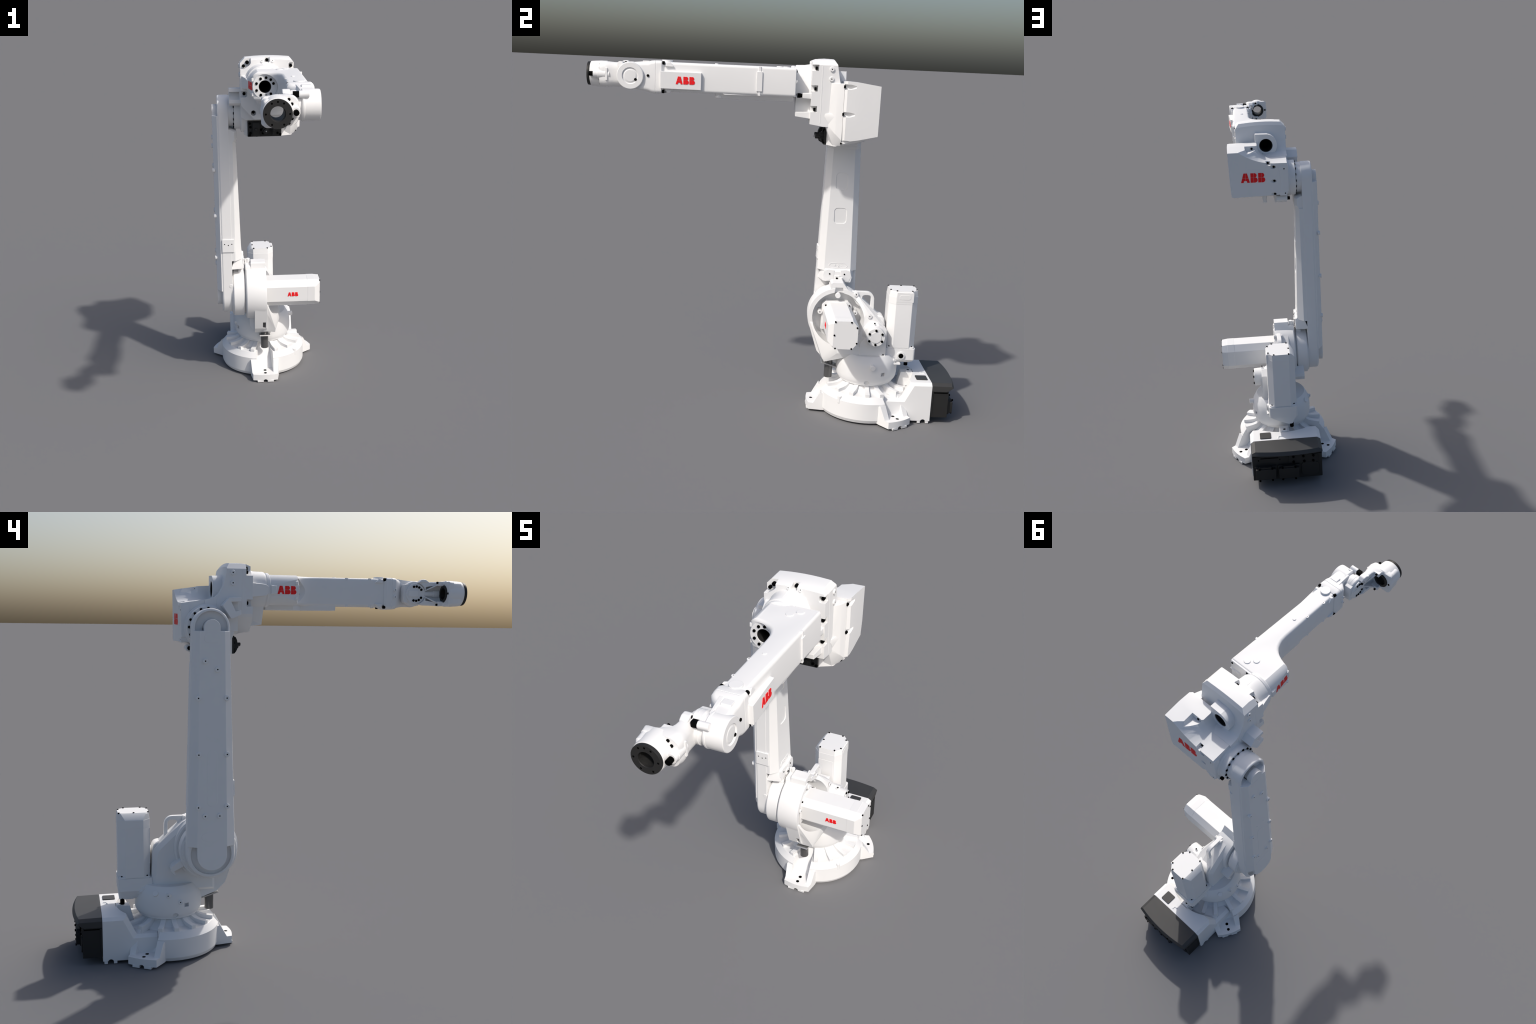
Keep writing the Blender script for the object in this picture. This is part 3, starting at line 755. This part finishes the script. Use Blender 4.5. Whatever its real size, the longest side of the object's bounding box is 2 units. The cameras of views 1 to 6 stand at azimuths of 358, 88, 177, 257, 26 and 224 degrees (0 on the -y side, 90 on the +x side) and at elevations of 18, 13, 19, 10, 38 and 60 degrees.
hull("elbow_lip", [(0.088, 0.2215, 1.467), (0.088, 0.2215, 1.553), (0.095, 0.2225, 1.467), (0.095, 0.2225, 1.555), (0.1, 0.25, 1.467), (0.1, 0.25, 1.555)], elbow, bevel=0.001)

# rear motor cover
cover = loft("motor_cover", "y", [
    (0.2885, [(-0.118, 1.505), (-0.06, 1.485), (0.160, 1.474), (0.176, 1.488), (0.189, 1.60), (0.1905, 1.789), (-0.118, 1.789)]),
    (0.301, [(-0.118, 1.505), (-0.06, 1.486), (0.170, 1.476), (0.196, 1.495), (0.201, 1.60), (0.202, 1.790), (-0.118, 1.790)]),
    (0.367, [(-0.118, 1.505), (-0.06, 1.497), (0.174, 1.492), (0.196, 1.505), (0.201, 1.60), (0.204, 1.786), (-0.118, 1.786)]),
    (0.466, [(-0.116, 1.530), (-0.06, 1.525), (0.180, 1.523), (0.195, 1.527), (0.200, 1.60), (0.204, 1.772), (-0.116, 1.772)])], ROBOT, bevel=0.0018)


def bowl(y, pts):
    return (y, pts)


scoop_f = [(-0.17, 1.716), (-0.02, 1.716), (-0.005, 1.720), (0.010, 1.727), (0.024, 1.740), (0.034, 1.757), (0.039, 1.775), (0.040, 1.795), (0.040, 1.84), (-0.17, 1.84)]
scoop_b = [(-0.17, 1.700), (-0.04, 1.703), (-0.005, 1.707), (0.020, 1.712), (0.045, 1.719), (0.080, 1.732), (0.115, 1.750), (0.156, 1.776), (0.156, 1.84), (-0.17, 1.84)]
boolean(cover, [T(loft, "y", [(0.27, scoop_f), (0.365, scoop_f), (0.395, [(0.75 * a + 0.25 * c, 0.75 * b + 0.25 * d) for (a, b), (c, d) in zip(scoop_f, scoop_b)]), (0.468, scoop_b), (0.48, scoop_b)])])
cutters = []
for z in (1.764, 1.630, 1.490):
    cutters.append(T(loft, "y", [(0.2875, rounded(0.1785, 0.23, z - 0.0145, z + 0.012, 0.010)), (0.320, rounded(0.185, 0.23, z - 0.0135, z + 0.011, 0.010)), (0.345, rounded(0.200, 0.23, z - 0.006, z + 0.005, 0.004))]))
for z in (1.682, 1.604, 1.530):
    cutters.append(T(loft, "y", [(0.456, ellipse((-0.044, z), 0.009, 0.0085, 24)), (0.480, ellipse((-0.032, z), 0.028, 0.011, 24))]))
cutters.append(T(prism, "y", [(0.050, 1.765), (0.078, 1.758), (0.100, 1.757), (0.108, 1.775), (0.108, 1.84), (0.030, 1.84)], 0.372, 0.48))
cutters.append(T(prism, "y", [(-0.026, 1.692), (-0.002, 1.692), (-0.002, 1.73), (-0.026, 1.73)], 0.436, 0.48))
boolean(cover, cutters)
bolts(cover, [(x, 0.2875, z) for x, z in ((0.1905, 1.764), (0.1905, 1.630), (0.170, 1.487))], (0, 1, 0), 0.0068)
bolts(cover, [(-0.044, 0.456, z) for z in (1.682, 1.604, 1.530)], (0, 1, 0), 0.0062)
bolts(cover, [(0.069, 0.372, 1.771), (-0.014, 0.436, 1.701)], (0, 1, 0), 0.0062)
prism("cover_strip", "y", [(-0.121, 1.545), (-0.078, 1.535), (-0.074, 1.69), (-0.121, 1.692)], 0.43, 0.4675, cover, bevel=0.0012)
for z in (1.670, 1.532):
    box("cover_tab", (-0.110, -0.072), (0.43, 0.4685), (z - 0.012, z + 0.012), cover, bevel=0.001)
black_discs(cover, [(-0.099, 0.4685, 1.670), (-0.101, 0.4685, 1.533)], (0, 1, 0), 0.0038)
disc("gauge", "y", (-0.106, 1.566), 0.010, 0.44, 0.4682, cover, n=32, bevel=0.0006)
prism("mark", "y", ellipse((0.011, 1.694), 0.016, 0.013), 0.44, 0.4664, cover, bevel=0.0003)
logo(cover, (0.139, 0.4662, 1.6045), (0.006, 0.4662, 1.6015), (0, 0, 1))

# =================================================================== NECK between elbow and forearm
neck = lathe("neck", "y", (X0, Z4), [(0.078, 0.030), (0.0815, 0.034), (0.0815, 0.046), (0.079, 0.049), (0.079, 0.053), (0.085, 0.055), (0.0865, 0.060), (0.087, 0.10), (0.092, 0.13), (0.092, 0.145)], ROBOT, n=96)
loft("neck_casting", "y", [(0.056, [(-0.070, 1.73), (-0.03, 1.66), (-0.004, 1.607), (0.090, 1.607), (0.092, 1.64), (0.080, 1.76), (0.055, 1.825), (X0, 1.857)]), (0.10, [(-0.070, 1.73), (-0.03, 1.66), (-0.004, 1.606), (0.094, 1.606), (0.096, 1.64), (0.084, 1.765), (0.055, 1.832), (X0, 1.859)]), (0.128, [(-0.080, 1.72), (-0.045, 1.66), (-0.03, 1.60), (0.102, 1.602), (0.104, 1.64), (0.094, 1.78), (0.066, 1.845), (X0, 1.864)]), (0.137, [(-0.088, 1.72), (-0.045, 1.66), (-0.03, 1.60), (0.120, 1.600), (0.122, 1.64), (0.115, 1.80), (0.085, 1.858), (X0, 1.870)])], neck, bevel=0, angle=40)
loft("neck_rib", "y", [(0.0548, [(-0.004, 1.6062), (0.135, 1.6062), (0.135, 1.628), (-0.004, 1.632)]), (0.137, [(-0.02, 1.597), (0.142, 1.597), (0.142, 1.632), (-0.02, 1.636)])], neck, bevel=0.002)
loft("neck_rib", "y", [(0.085, rounded(0.118, 0.146, 1.697, 1.723, 0.004)), (0.178, rounded(0.108, 0.150, 1.692, 1.727, 0.004))], neck, bevel=0.0015)
disc("plug", "y", (0.132, 1.710), 0.0095, 0.060, 0.09, neck, BLACK, n=20, bevel=0.001)
disc("plug", "y", (0.132, 1.710), 0.0115, 0.060, 0.077, neck, BLACK, n=20, bevel=0.001)
# left cheek of the neck: a ledge that runs forward beside the ring
loft("neck_rib", "y", [(0.044, [(-0.098, 1.752), (-0.07, 1.745), (-0.07, 1.792), (-0.098, 1.786)]), (0.06, [(-0.103, 1.742), (-0.07, 1.735), (-0.07, 1.800), (-0.103, 1.795)]), (0.13, [(-0.122, 1.735), (-0.07, 1.730), (-0.07, 1.805), (-0.122, 1.800)])], neck, bevel=0.002)

# =================================================================== FOREARM
ZT, ZBm = 1.8435, 1.701
left_edge = [(-0.0915, 0.047), (-0.0912, 0.00), (-0.0757, -0.0985), (-0.070, -0.1055), (-0.059, -0.110), (-0.036, -0.116), (-0.014, -0.123), (0.004, -0.131), (0.020, -0.141), (0.032, -0.152), (0.042, -0.166), (0.050, -0.184), (0.056, -0.205), (0.0585, -0.235), (0.059, -0.27), (0.059, -0.609)]
right_edge = [(0.1565, -0.609), (0.1575, -0.50), (0.1615, -0.25), (0.1665, 0.0), (0.1675, 0.047)]


def inset(pts, d):
    """Shift a counter-clockwise outline inwards."""
    out, n = [], len(pts)
    for i in range(n):
        p, q, r = Vector(pts[i - 1]), Vector(pts[i]), Vector(pts[(i + 1) % n])
        e1, e2 = (q - p).normalized(), (r - q).normalized()
        n1, n2 = Vector((-e1.y, e1.x)), Vector((-e2.y, e2.x))
        m = (n1 + n2).normalized()
        out.append(tuple(q + m * (d / max(0.35, m.dot(n1)))))
    return out


plan = left_edge + right_edge
roll = 0.015
rows = [(roll * (1 - math.sin(math.radians(a))), roll * (1 - math.cos(math.radians(a)))) for a in (0, 18, 36, 54, 72, 90)]
fore = loft("forearm", "z", [(ZBm + dz, inset(plan, di)) for di, dz in rows] + [(ZT - dz, inset(plan, di)) for di, dz in rows[::-1]], ROBOT, bevel=0, angle=24)
# the root is round on its left side: everything outside the barrel is planed off
arc = circle((X0, Z4), 0.0785, 40, 90, 270, False)
plane = [(X0, ZT + 0.06), (-0.16, ZT + 0.06), (-0.16, 1.62), (X0, 1.62)]
barrel_cut = prism("tool", "y", [(X0 - 0.002, Z4 + 0.0726)] + circle((X0, Z4), 0.0795, 40, 116, 250, False) + [(X0 - 0.002, Z4 - 0.072), (X0 - 0.002, 1.6), (-0.2, 1.6), (-0.2, 1.95), (X0 - 0.002, 1.95)], -0.3, 0.2, None, None)
boolean(fore, [barrel_cut])
# hollow at the root, seen from the front
mouth = tube("wrist_duct", "y", (X0, Z4), [(0.0615, -0.02), (0.0615, -0.112), (0.0600, -0.1135), (0.0320, -0.1135), (0.0308, -0.112), (0.0308, -0.03)], fore, n=64)
boolean(fore, [T(disc, "y", (X0, Z4), 0.0615, -0.40, -0.10, n=64), T(disc, "y", (X0, Z4), 0.032, -0.15, 0.10, n=48)])
tube("duct_liner", "y", (X0, Z4), [(0.0307, -0.110), (0.0307, 0.04), (0.029, 0.04), (0.029, -0.109)], mouth, DARK, n=48)  # dark lining added so the short pocket looks like a deep shaded bore
disc("duct_dark_disc", "y", (X0, Z4), 0.030, 0.0, 0.03, mouth, BLACK, n=48)  # added black disc ends the pocket in place of the through bore's shade
bolts(mouth, [(X0 + 0.0445 * math.cos(math.radians(a)), -0.1125, Z4 + 0.0445 * math.sin(math.radians(a))) for a in (20, 50, 82, 118, 158, 202, 242, 278, 310)], (0, -1, 0), 0.0066)
# keel along the underside and the flat cap at the root
loft("forearm_keel", "y", [(0.040, [(-0.02, 1.71), (-0.01, 1.678), (0.110, 1.678), (0.135, 1.703), (0.135, 1.71)]), (-0.10, [(-0.02, 1.71), (-0.01, 1.678), (0.115, 1.678), (0.14, 1.703), (0.14, 1.71)]), (-0.16, [(0.062, 1.71), (0.068, 1.678), (0.120, 1.678), (0.145, 1.703), (0.145, 1.71)]), (-0.345, [(0.062, 1.71), (0.068, 1.680), (0.125, 1.680), (0.145, 1.703), (0.145, 1.71)])], fore, bevel=0.002)
prism("forearm_sill", "x", [(0.046, 1.71), (0.046, 1.7025), (-0.300, 1.698), (-0.322, 1.7085), (-0.322, 1.72)], 0.1, 0.1555, fore, bevel=0.001)
box("root_plate", (0.020, 0.162), (0.040, 0.0515), (1.702, 1.840), fore, bevel=0.003)
bolts(fore, [(0.152, 0.051, 1.826), (0.052, 0.051, 1.832), (0.152, 0.051, 1.714), (0.05, 0.051, 1.710)], (0, 1, 0), 0.0055)
hull("root_lug", [(0.100, 0.05, 1.79), (0.166, 0.05, 1.785), (0.166, 0.058, 1.780), (0.10, 0.058, 1.785), (0.10, 0.05, 1.76), (0.166, 0.05, 1.765)], fore, bevel=0.002)
for x, y in ((0.064, -0.029), (0.096, 0.003)):
    disc("cap", "z", (x, y), 0.0175, ZT - 0.004, ZT + 0.0035, fore, n=40, bevel=0.0015)
# root flats on the left: lug with pocket behind the ring, and pads at the front edge
hull("root_lug", [(-0.088, 0.034, 1.795), (-0.088, 0.000, 1.793), (-0.098, 0.030, 1.790), (-0.096, 0.006, 1.788), (-0.098, 0.030, 1.752), (-0.096, 0.004, 1.752), (-0.088, 0.034, 1.748), (-0.088, 0.0, 1.748)], fore, bevel=0.0015)
for z in (1.805, 1.733):
    hull("root_lug", [(-0.070, -0.085, z - 0.008), (-0.070, -0.085, z + 0.008), (-0.083, -0.095, z - 0.006), (-0.083, -0.095, z + 0.006), (-0.078, -0.107, z - 0.008), (-0.078, -0.107, z + 0.008), (-0.05, -0.105, z - 0.008), (-0.05, -0.105, z + 0.008)], fore, bevel=0.001)
# sign pad with lettering on the right flank
hull("sign_pad", [(0.14, -0.617, 1.799), (0.14, -0.413, 1.799), (0.14, -0.617, 1.716), (0.14, -0.413, 1.716), (0.187, -0.615, 1.798), (0.187, -0.615, 1.717), (0.1755, -0.417, 1.798), (0.1755, -0.417, 1.716)], fore, bevel=0.0012)
sl = (0.187 - 0.1755) / 0.198
logo(fore, (0.187 - sl * 0.075 + 0.0004, -0.540, 1.7405), (0.187 - sl * 0.168 + 0.0004, -0.447, 1.7405), (0, 0, 1))
logo(fore, (-0.0912, -0.001, 1.7515), (-0.0757, -0.0985, 1.7515), (0, 0, 1), 0.0012)
# clip with strap on the right flank
box("strap_clip", (0.14, 0.1705), (-0.145, -0.117), (1.722, 1.817), fore, bevel=0.001)
box("strap", (0.14, 0.1670), (-0.137, -0.124), (1.700, 1.842), fore, bevel=0.002)
bosses(fore, [(0.0665, -0.401, ZT - 0.004), (0.0665, -0.525, ZT - 0.004)], (0, 0, 1), 0.0085)
bosses(fore, [(0.0665, -0.401, ZBm + 0.004), (0.0665, -0.525, ZBm + 0.004)], (0, 0, -1), 0.0085)
pins(fore, [(0.103, -0.345, ZT - 0.002)], (0, 0, 1), 0.009)
disc("drain_plug", "z", (0.120, -0.330), 0.018, 1.681, 1.72, fore, n=32)

# ------------------------------------------------------------------ wrist joint casing
def squircle(x0, x1, z0, z1, r, k=5):
    return rounded(x0, x1, z0, z1, r, k)


casing = loft("wrist_casing", "y", [(-0.600, squircle(0.056, 0.158, 1.699, 1.845, 0.014)), (-0.612, squircle(0.048, 0.168, 1.692, 1.849, 0.016)), (-0.638, squircle(0.047, 0.168, 1.690, 1.849, 0.018)), (-0.640, squircle(0.0485, 0.1665, 1.6915, 1.8475, 0.018)), (-0.642, squircle(0.047, 0.168, 1.690, 1.849, 0.018)), (-0.662, squircle(0.048, 0.168, 1.692, 1.847, 0.020)), (-0.676, squircle(0.058, 0.167, 1.698, 1.841, 0.020)), (-0.700, squircle(0.085, 0.166, 1.702, 1.838, 0.018)), (-0.765, squircle(0.104, 0.165, 1.710, 1.834, 0.016))], ROBOT, bevel=0.001, angle=28)
for x in (0.064, 0.156):
    for z, s in ((1.834, 1), (1.706, -1)):
        hull("bolt_lug", [(x - 0.013, -0.550, z - s * 0.012), (x + 0.010, -0.550, z - s * 0.012), (x - 0.013, -0.594, z - s * 0.012), (x + 0.012, -0.594, z - s * 0.012), (x - 0.013, -0.585, z + s * 0.006), (x + 0.010, -0.585, z + s * 0.007), (x - 0.010, -0.575, z + s * 0.009), (x + 0.008, -0.57, z + s * 0.010)], casing, bevel=0.002)
bolts(casing, [(x, -0.6030, z) for x in (0.0590, 0.1590) for z in (1.8385, 1.7015)], (0, 1, 0), 0.0086)
disc("cap", "z", (0.109, -0.588), 0.026, 1.84, 1.853, casing, n=48)
bosses(casing, [(0.045, -0.657, 1.788), (0.045, -0.657, 1.753)], (-1, 0, 0), 0.0085)
hull("casing_fin", [(0.085, -0.66, 1.846), (0.10, -0.66, 1.846), (0.096, -0.76, 1.836), (0.104, -0.76, 1.836), (0.085, -0.66, 1.82), (0.10, -0.66, 1.82), (0.096, -0.77, 1.80), (0.104, -0.77, 1.80)], casing, bevel=0.001)
box("casing_pad", (0.108, 0.150), (-0.705, -0.672), (1.83, 1.8455), casing, bevel=0.002)
bolts(casing, [(0.1665, -0.677, 1.775)], (1, 0, 0), 0.0065)
lathe("wrist_motor", "x", (Y5, Z4), [(0.058, 0.098), (0.0645, 0.100), (0.0672, 0.103), (0.0672, 0.109), (0.0658, 0.111), (0.0655, 0.170), (0.0645, 0.1765), (0.062, 0.1785), (0.040, 0.1785), (0.0385, 0.1745), (0.036, 0.1725), (0.0270, 0.1765), (0.010, 0.1768)], casing, n=96)
bolts(casing, [(0.1748, Y5 + 0.026, Z4 - 0.017)], (1, 0, 0), 0.0065)
disc("connector", "x", (-0.818, 1.823), 0.0145, 0.085, 0.128, casing, n=32)
prism("connector_cap", "x", rounded(-0.830, -0.806, 1.811, 1.835, 0.004), 0.061, 0.086, casing, BLACK, 0.001)
hull("connector_web", [(0.104, -0.830, 1.815), (0.126, -0.830, 1.815), (0.104, -0.79, 1.835), (0.126, -0.79, 1.835), (0.104, -0.79, 1.80), (0.126, -0.79, 1.80)], casing, bevel=0.001)

# ------------------------------------------------------------------ tilting wrist with hollow axis 6
tilt = lathe("wrist_tilt", "x", (Y5, Z4), [(0.044, 0.030), (0.0505, 0.031), (0.051, 0.040), (0.060, 0.042), (0.0625, 0.046), (0.0625, 0.060), (0.0610, 0.061), (0.0625, 0.062), (0.0625, 0.078), (0.059, 0.080), (0.056, 0.085), (0.055, 0.100)], ROBOT, n=64)
bolts(tilt, [(0.031, Y5 + 0.036 * math.cos(math.radians(a)), Z4 + 0.036 * math.sin(math.radians(a))) for a in (72, 96, 120, 146, 214, 240, 264, 288)], (-1, 0, 0), 0.0062)
prism("hub_bridge", "x", rounded(Y5 - 0.014, Y5 + 0.040, Z4 - 0.017, Z4 + 0.017, 0.004), 0.027, 0.04, tilt, bevel=0.002)
prism("hub_block", "x", [(-0.700, 1.745), (-0.700, 1.797), (-0.706, 1.816), (-0.726, 1.820), (-0.726, 1.722), (-0.706, 1.726)], 0.038, 0.078, tilt, bevel=0.003)
# arm from the hub to the barrel
def link_section(x0, x1, z0, z1, rl, rr):
    """Box section whose right-hand corners are rounder than the left-hand ones."""
    return circle((x1 - rr, z0 + rr), rr, 6, -90, 0, False) + circle((x1 - rr, z1 - rr), rr, 6, 0, 90, False) + circle((x0 + rl, z1 - rl), rl, 4, 90, 180, False) + circle((x0 + rl, z0 + rl), rl, 4, 180, 270, False)


armw = loft("wrist_link", "y", [(-0.765, link_section(0.034, 0.066, 1.718, 1.825, 0.010, 0.022)), (-0.800, link_section(0.020, 0.067, 1.712, 1.830, 0.008, 0.034)), (-0.855, link_section(0.018, 0.068, 1.711, 1.831, 0.008, 0.036)), (-0.876, link_section(0.010, 0.072, 1.710, 1.832, 0.010, 0.036)), (-0.892, link_section(-0.020, 0.075, 1.709, 1.833, 0.012, 0.034)), (-0.910, link_section(-0.040, 0.076, 1.710, 1.833, 0.020, 0.034)), (-0.931, link_section(-0.050, 0.072, 1.712, 1.830, 0.026, 0.036))], tilt, bevel=0, angle=40)
boolean(armw, [T(hull, [(-0.10, -0.805, 1.820), (-0.10, -0.805, 1.722), (-0.10, -0.898, 1.820), (-0.10, -0.898, 1.722), (0.050, -0.815, 1.802), (0.050, -0.815, 1.740), (0.044, -0.898, 1.814), (0.044, -0.898, 1.728)])])
boolean(armw, [T(disc, "x", (Y5, Z4), 0.0535, -0.02, 0.036, n=48)])
for z in (1.8208, 1.7218):
    box("bolt_ear", (-0.016, 0.030), (-0.905, -0.869), (z - 0.0107, z + 0.0107), tilt, bevel=0.003)
for s in (1, -1):
    hull("link_rib", [(0.030, -0.808, Z4 + s * 0.010), (0.05, -0.808, Z4 + s * 0.010), (0.030, -0.808, Z4 + s * 0.016), (0.05, -0.808, Z4 + s * 0.016), (-0.002, -0.878, Z4 + s * 0.046), (0.05, -0.878, Z4 + s * 0.046), (-0.002, -0.878, Z4 + s * 0.052), (0.05, -0.878, Z4 + s * 0.052)], tilt, bevel=0.001)
rod("link_shaft", (0.047, -0.79, Z4), (0.047, -0.90, Z4), 0.016, tilt)
rod("link_shaft", (0.047, -0.862, Z4), (0.047, -0.90, Z4), 0.020, tilt)
hull("link_lug", [(0.016, -0.770, 1.825), (0.051, -0.770, 1.825), (0.016, -0.838, 1.825), (0.051, -0.838, 1.825), (0.016, -0.790, 1.8425), (0.051, -0.790, 1.8425), (0.016, -0.812, 1.8425), (0.051, -0.812, 1.8425)], tilt, bevel=0.006)
black_discs(tilt, [(0.0515, -0.801, 1.833)], (1, 0, 0), 0.006)
barrel = lathe("wrist_barrel", "y", (X0, Z4), [(0.062, -0.899), (0.0645, -0.903), (0.0645, -0.935), (0.0625, -0.965), (0.0605, -0.983), (0.057, -0.9855)], tilt, n=96)
back = loft("barrel_back", "y", [(-0.897, rounded(-0.073, 0.020, 1.711, 1.829, 0.014)), (-0.901, rounded(-0.075, 0.022, 1.709, 1.831, 0.014)), (-0.925, rounded(-0.073, 0.020, 1.710, 1.830, 0.018))], tilt, bevel=0.001, angle=40)
wedge = loft("barrel_lobe", "y", [(-0.905, rounded(-0.074, -0.02, 1.708, 1.826, 0.016)), (-0.965, rounded(-0.070, -0.02, 1.712, 1.824, 0.016)), (-0.978, rounded(-0.062, -0.02, 1.722, 1.812, 0.016))], tilt, bevel=0.001, angle=40)
for ob in (barrel, back, wedge, armw):
    boolean(ob, [T(disc, "y", (X0, Z4), 0.0335, -1.1, -0.85, n=48)])
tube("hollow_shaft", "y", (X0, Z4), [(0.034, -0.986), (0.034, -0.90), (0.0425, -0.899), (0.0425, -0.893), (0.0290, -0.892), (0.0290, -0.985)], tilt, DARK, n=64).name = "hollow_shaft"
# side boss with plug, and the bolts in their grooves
rod("boss", (0.059, -0.88, Z4), (0.059, -0.962, Z4), 0.0195, tilt)
rod("boss", (0.056, -0.90, Z4), (0.056, -0.940, Z4), 0.024, tilt)
rod("plug", (0.0605, -0.955, Z4), (0.0605, -0.985, Z4), 0.0115, tilt, BLACK)
bolts(tilt, [(0.035, -0.931, Z4 + 0.047), (0.047, -0.931, Z4 + 0.029), (0.047, -0.931, Z4 - 0.029), (0.035, -0.931, Z4 - 0.047)], (0, -1, 0), 0.0062)
bolts(tilt, [(-0.002, -0.866, 1.826), (-0.002, -0.866, 1.716), (-0.066, -0.899, 1.771)], (0, 1, 0), 0.0058)
box("guard", (0.074, 0.080), (-0.900, -0.890), (1.742, 1.802), tilt, bevel=0.001)
# tool flange
flange = tube("tool_flange", "y", (X0, Z4), [(0.054, -0.983), (0.0575, -0.985), (0.0585, -0.989), (0.0585, -0.997), (0.0575, -1.0), (0.0315, -1.0), (0.0305, -0.9985), (0.0305, -0.984)], ROBOT, DARK, n=96)
black_discs(flange, [(X0 + 0.0475 * math.cos(math.radians(a)), -1.0, Z4 + 0.0475 * math.sin(math.radians(a))) for a in (0, 60, 90, 120, 180, 240, 300)], (0, -1, 0), 0.0042)
bolts(flange, [(X0 + 0.030, -0.985, Z4 + 0.014)], (-1, 0, -0.4), 0.004)
